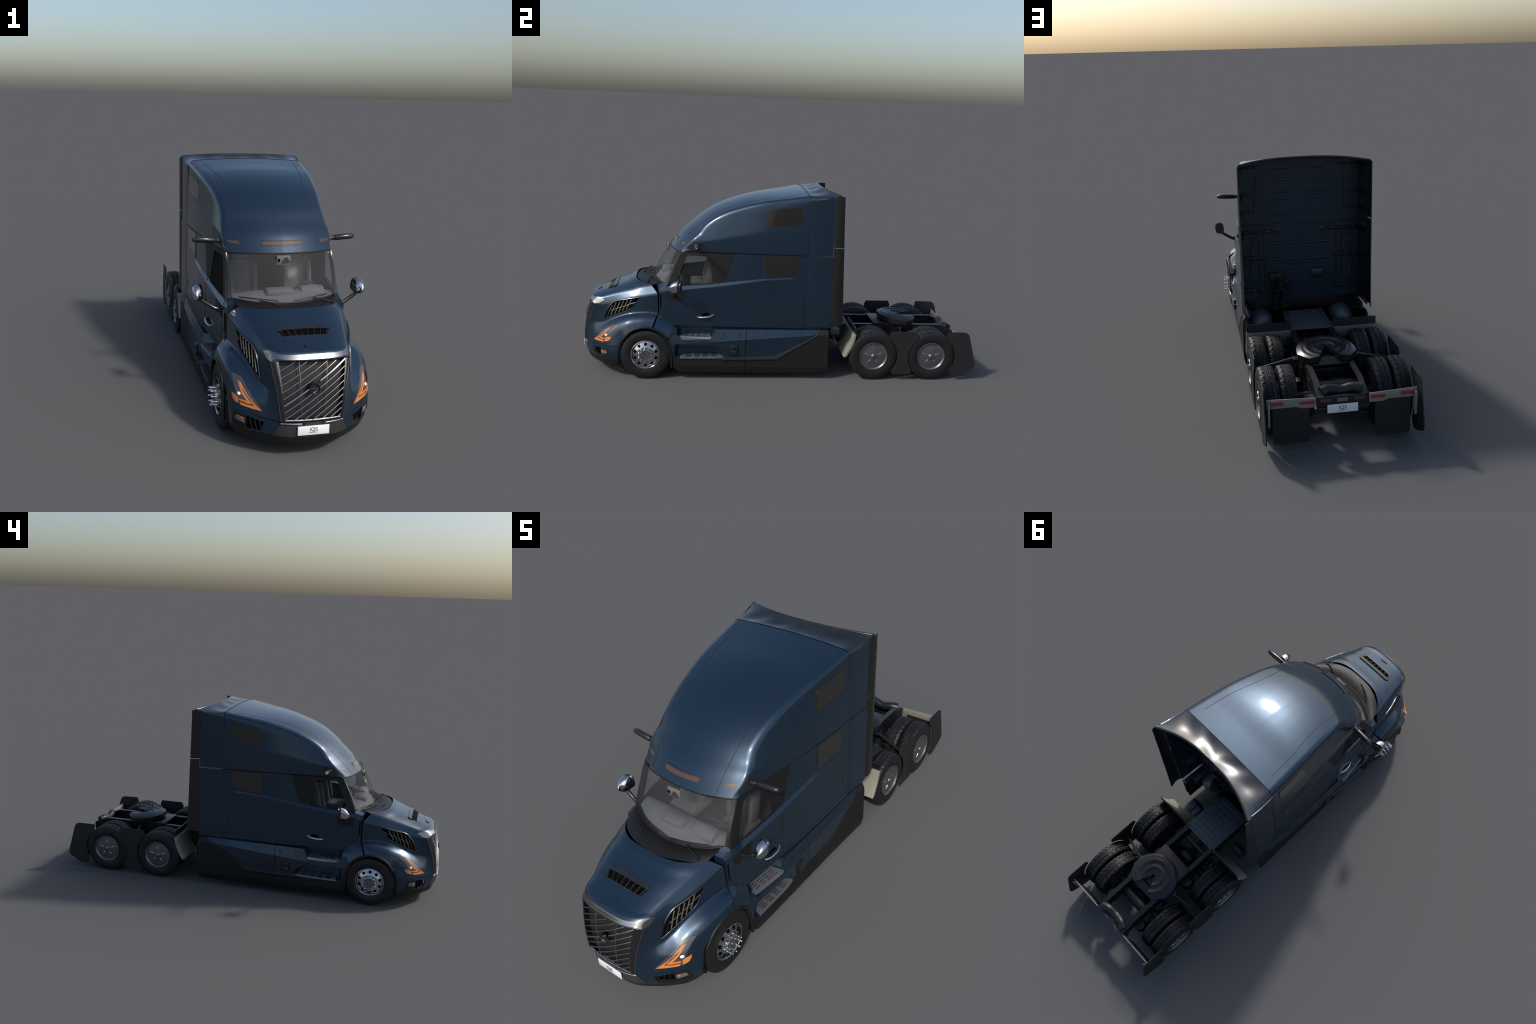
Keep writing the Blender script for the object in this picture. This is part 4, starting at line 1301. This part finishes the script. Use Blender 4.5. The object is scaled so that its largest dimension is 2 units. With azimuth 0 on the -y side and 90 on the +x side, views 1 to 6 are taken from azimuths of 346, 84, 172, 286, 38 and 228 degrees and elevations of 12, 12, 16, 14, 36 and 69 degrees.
# wheel side flaps (black plates between and behind the drive wheels)
def arc(cy, cz, r, a0, a1, n=14):
    return [(cy + r * math.cos(math.radians(a0 + (a1 - a0) * i / n)), cz + r * math.sin(math.radians(a0 + (a1 - a0) * i / n))) for i in range(n + 1)]
mid = [(.549, .256), (.680, .256), (.690, .236)] + arc(.765, .125, .122, 128, 216) + [(.665, .032), (.568, .032), (.560, .05)] + arc(.466, .125, .122, -36, 52) + [(.539, .236)]
prism("wheel_spat", mid, .284, .288, FLAP, "x", truck, both=True)
rear = round_poly([(.845, .256), (.953, .254), (1.0, .085), (.992, .060), (.915, .024), (.886, .022), (.875, .042)], [.001, .026, .02, .015, .015, .008, .001]) + arc(.765, .125, .124, -41, 52)[1:] + [(.838, .236)]
prism("wheel_spat", rear, .2830, .2870, FLAP, "x", truck, both=True)
# side-plate struts
for s in (1, -1):
    tube("plate_strut", [(s * .125, .637, .226), (s * .282, .612, .178)], .006, FRAME, ch, sides=6)
    box("strut_bracket", (s * .112, .64, .226), (.034, .03, .006), FRAME, ch, .001)
    for dx in (-.009, 0.0, .009):
        for dy in (-.008, .008):
            lathe("bracket_dark_disc", [(.2305, .0001), (.2305, .0026), (.228, .0026)], SHADE_BLACK, ch, n=8, axis="z", center=(s * .112 + dx, .64 + dy, -.0008))  # black disc on the undrilled bracket, painted as dark as a hole
# fender in front of the drive wheels
def fpt(x, i):
    return [(x, .340, .268), (x, .352, .252), (x, .371, .239), (x, .366, .205), (x, .350, .165), (x, .327, .122)][i]
prof = hermite([(.348, .272), (.366, .262), (.3715, .240)], 6)
F1 = [(.3635, .272), (.3665, .238), (.3725, .238), (.3690, .2725)]
prism("wheel_guard_cap", F1, .091, .281, FRAME, "x", truck, both=True)
F2 = [tuple(p) for p in hermite([(.371, .2385), (.366, .205), (.351, .165), (.327, .120)], 12)]
F2o = [(y - .014, z - .002) for y, z in F2]
prism("wheel_guard", F2 + F2o[::-1], .091, .2825, FENDER_GREY, "x", truck, both=True, bevel=.001)
# deck plate with ribs
box("deck_plate", (0, .250, .2345), (.188, .236, .005), DECK, truck, .001)
for i in range(9):
    y = .155 + i * .0252
    box("deck_rib", (0, y, .2378), (.142, .0042, .003), DECK, truck, .0012)
for s in (1, -1):
    for i in range(12):
        lathe("deck_rivet", [(.2368, .0016), (.2382, .0010), (.2384, .0001)], DECK, truck, n=8, axis="z", center=(s * .086, .142 + i * .0195, 0))
# fuel tanks, air tank, boxes
for s in (1, -1):
    pf = [(-.22, .0001), (-.22, .05), (-.21, .055), (.10, .055), (.135, .050), (.155, .038), (.165, .02), (.168, .0001)]
    box("air_tank", (s * .160, .258, .152), (.065, .045, .070), FRAME, ch, .012)
    lathe("fuel_tank", pf, TANK, ch, n=40, axis="y", center=(s * .190, 0, .186), angle=40)
for i in range(2):
    box("battery_case", (.152 - .033 * i, .285, .214), (.028, .05, .03), DECK, ch, .003)
box("underbody", (0, -.27, .16), (.34, .52, .10), SHADE_BLACK, ch, .004)
box("underbody", (0, .15, .19), (.14, .20, .05), SHADE_BLACK, ch, .004)
# axles and drive line
for y in (.466, .765):
    tube("axle", [(-.24, y, .125), (.24, y, .125)], .018, FRAME, ch, sides=14)
    lathe("differential", [(-.05, .016), (-.035, .035), (0, .045), (.035, .035), (.05, .016)], FRAME, ch, n=24, axis="x", center=(0, y, .128))
    tube("drive_flange", [(0, y - .075, .135), (0, y - .05, .133), (0, y, .13)], [.012, .02, .034], FRAME, ch)
    for s in (1, -1):
        tube("air_spring", [(s * .105, y + .085, .10), (s * .105, y + .085, .12), (s * .105, y + .085, .145), (s * .105, y + .085, .165)], [.022, .029, .029, .022], FRAME, ch, sides=16)
        box("spring_beam", (s * .105, y + .02, .092), (.022, .19, .014), FRAME, ch, .003)
        tube("shock_absorber", [(s * .112, y - .05, .10), (s * .105, y - .075, .21)], .009, FRAME, ch)
        lathe("brake_chamber", [(-.02, .001), (-.02, .018), (.0, .022), (.02, .018), (.02, .001)], FRAME, ch, n=18, axis="y", center=(s * .122, y - .06, .15))
tube("drive_shaft", [(0, .25, .165), (0, .40, .145)], .012, FRAME, ch)
tube("drive_shaft", [(0, .50, .14), (0, .69, .135)], .010, FRAME, ch)
tube("axle", [(-.21, -.675, .115), (.21, -.675, .115)], .016, FRAME, ch, sides=12)
box("engine_sump", (0, -.70, .13), (.16, .32, .12), SHADE_BLACK, ch, .01)

# ------------------------------------------------------------------ fifth wheel
fw = empty("fifth_wheel", truck)
TILT = math.radians(3.6)
def fw_pt(x, y, h):
    yy, zz = y * math.cos(TILT) + h * math.sin(TILT), -y * math.sin(TILT) + h * math.cos(TILT)
    return (x, .652 + yy, .271 + zz)
right = [tuple(p) for p in hermite([(0, -.107), (.045, -.100), (.081, -.076), (.106, -.046), (.1165, -.01)], 14)]
right += [(.117, .026), (.098, .056), (.080, .076), (.052, .081), (.041, .076), (.027, .047), (.013, .012), (.010, .002)]
throat = [(.010 * math.cos(t), -.002 - .006 * math.sin(t)) for t in np.linspace(0, PI, 6)]
poly = right + throat[1:-1] + [(-x, y) for x, y in reversed(right[1:])]
def fw_map(x, y):
    r = math.hypot(x, y)
    h = .004 * math.exp(-((r - .045) / .007) ** 2) + .005 * math.exp(-((r - .078) / .008) ** 2) - .003 * (r < .035) - .010 * max(0, (r - .098) / .02)
    return fw_pt(x, y, h), Vector((0, math.sin(TILT), math.cos(TILT)))
patch("coupling_plate", poly, fw_map, FIFTH, step=.0055, thick=.022, both=False, parent=fw, angle=45)
for s in (1, -1):
    prism("coupling_bracket", [(.60, .225), (.70, .225), (.68, .262), (.63, .268)], s * .055, s * .085, FRAME, "x", fw)
box("coupling_base", (0, .60, .2375), (.182, .19, .006), FIFTH, fw, .002)
add("coupling_ramp", [(-.07, .735, .232), (.07, .735, .232), (.05, .70, .25), (-.05, .70, .25), (-.07, .70, .232), (.07, .70, .232)],
    [(0, 1, 2, 3), (3, 2, 5, 4), (0, 3, 4), (1, 5, 2), (0, 4, 5, 1)], FRAME, fw, recalc=True)
lathe("slide_cylinder", [(-.085, .001), (-.085, .03), (.085, .03), (.085, .001)], FRAME, fw, n=24, axis="x", center=(0, .785, .160))

# ------------------------------------------------------------------ small fixings joined into one part each
def join_small(kind):
    groups = {}
    for o in list(bpy.data.objects):
        if o.type == "MESH" and o.name.split(".")[0] == kind:
            groups.setdefault((o.parent, o.data.materials[0]), []).append(o)
    for (par, mat), objs in groups.items():
        V, F = [], []
        for o in objs:
            b = len(V)
            V += [tuple(o.location + v.co) for v in o.data.vertices]
            F += [tuple(b + i for i in p.vertices) for p in o.data.polygons]
        for o in objs:
            me = o.data
            bpy.data.objects.remove(o)
            if me.users == 0:
                bpy.data.meshes.remove(me)
        j = add(kind, V, F, mat, par, 35)
        j["kind"] = "stuff"
for kind in ("frame_bolt", "bracket_bolt", "deck_rivet", "bracket_dark_disc", "tread_dark_bar"):
    join_small(kind)
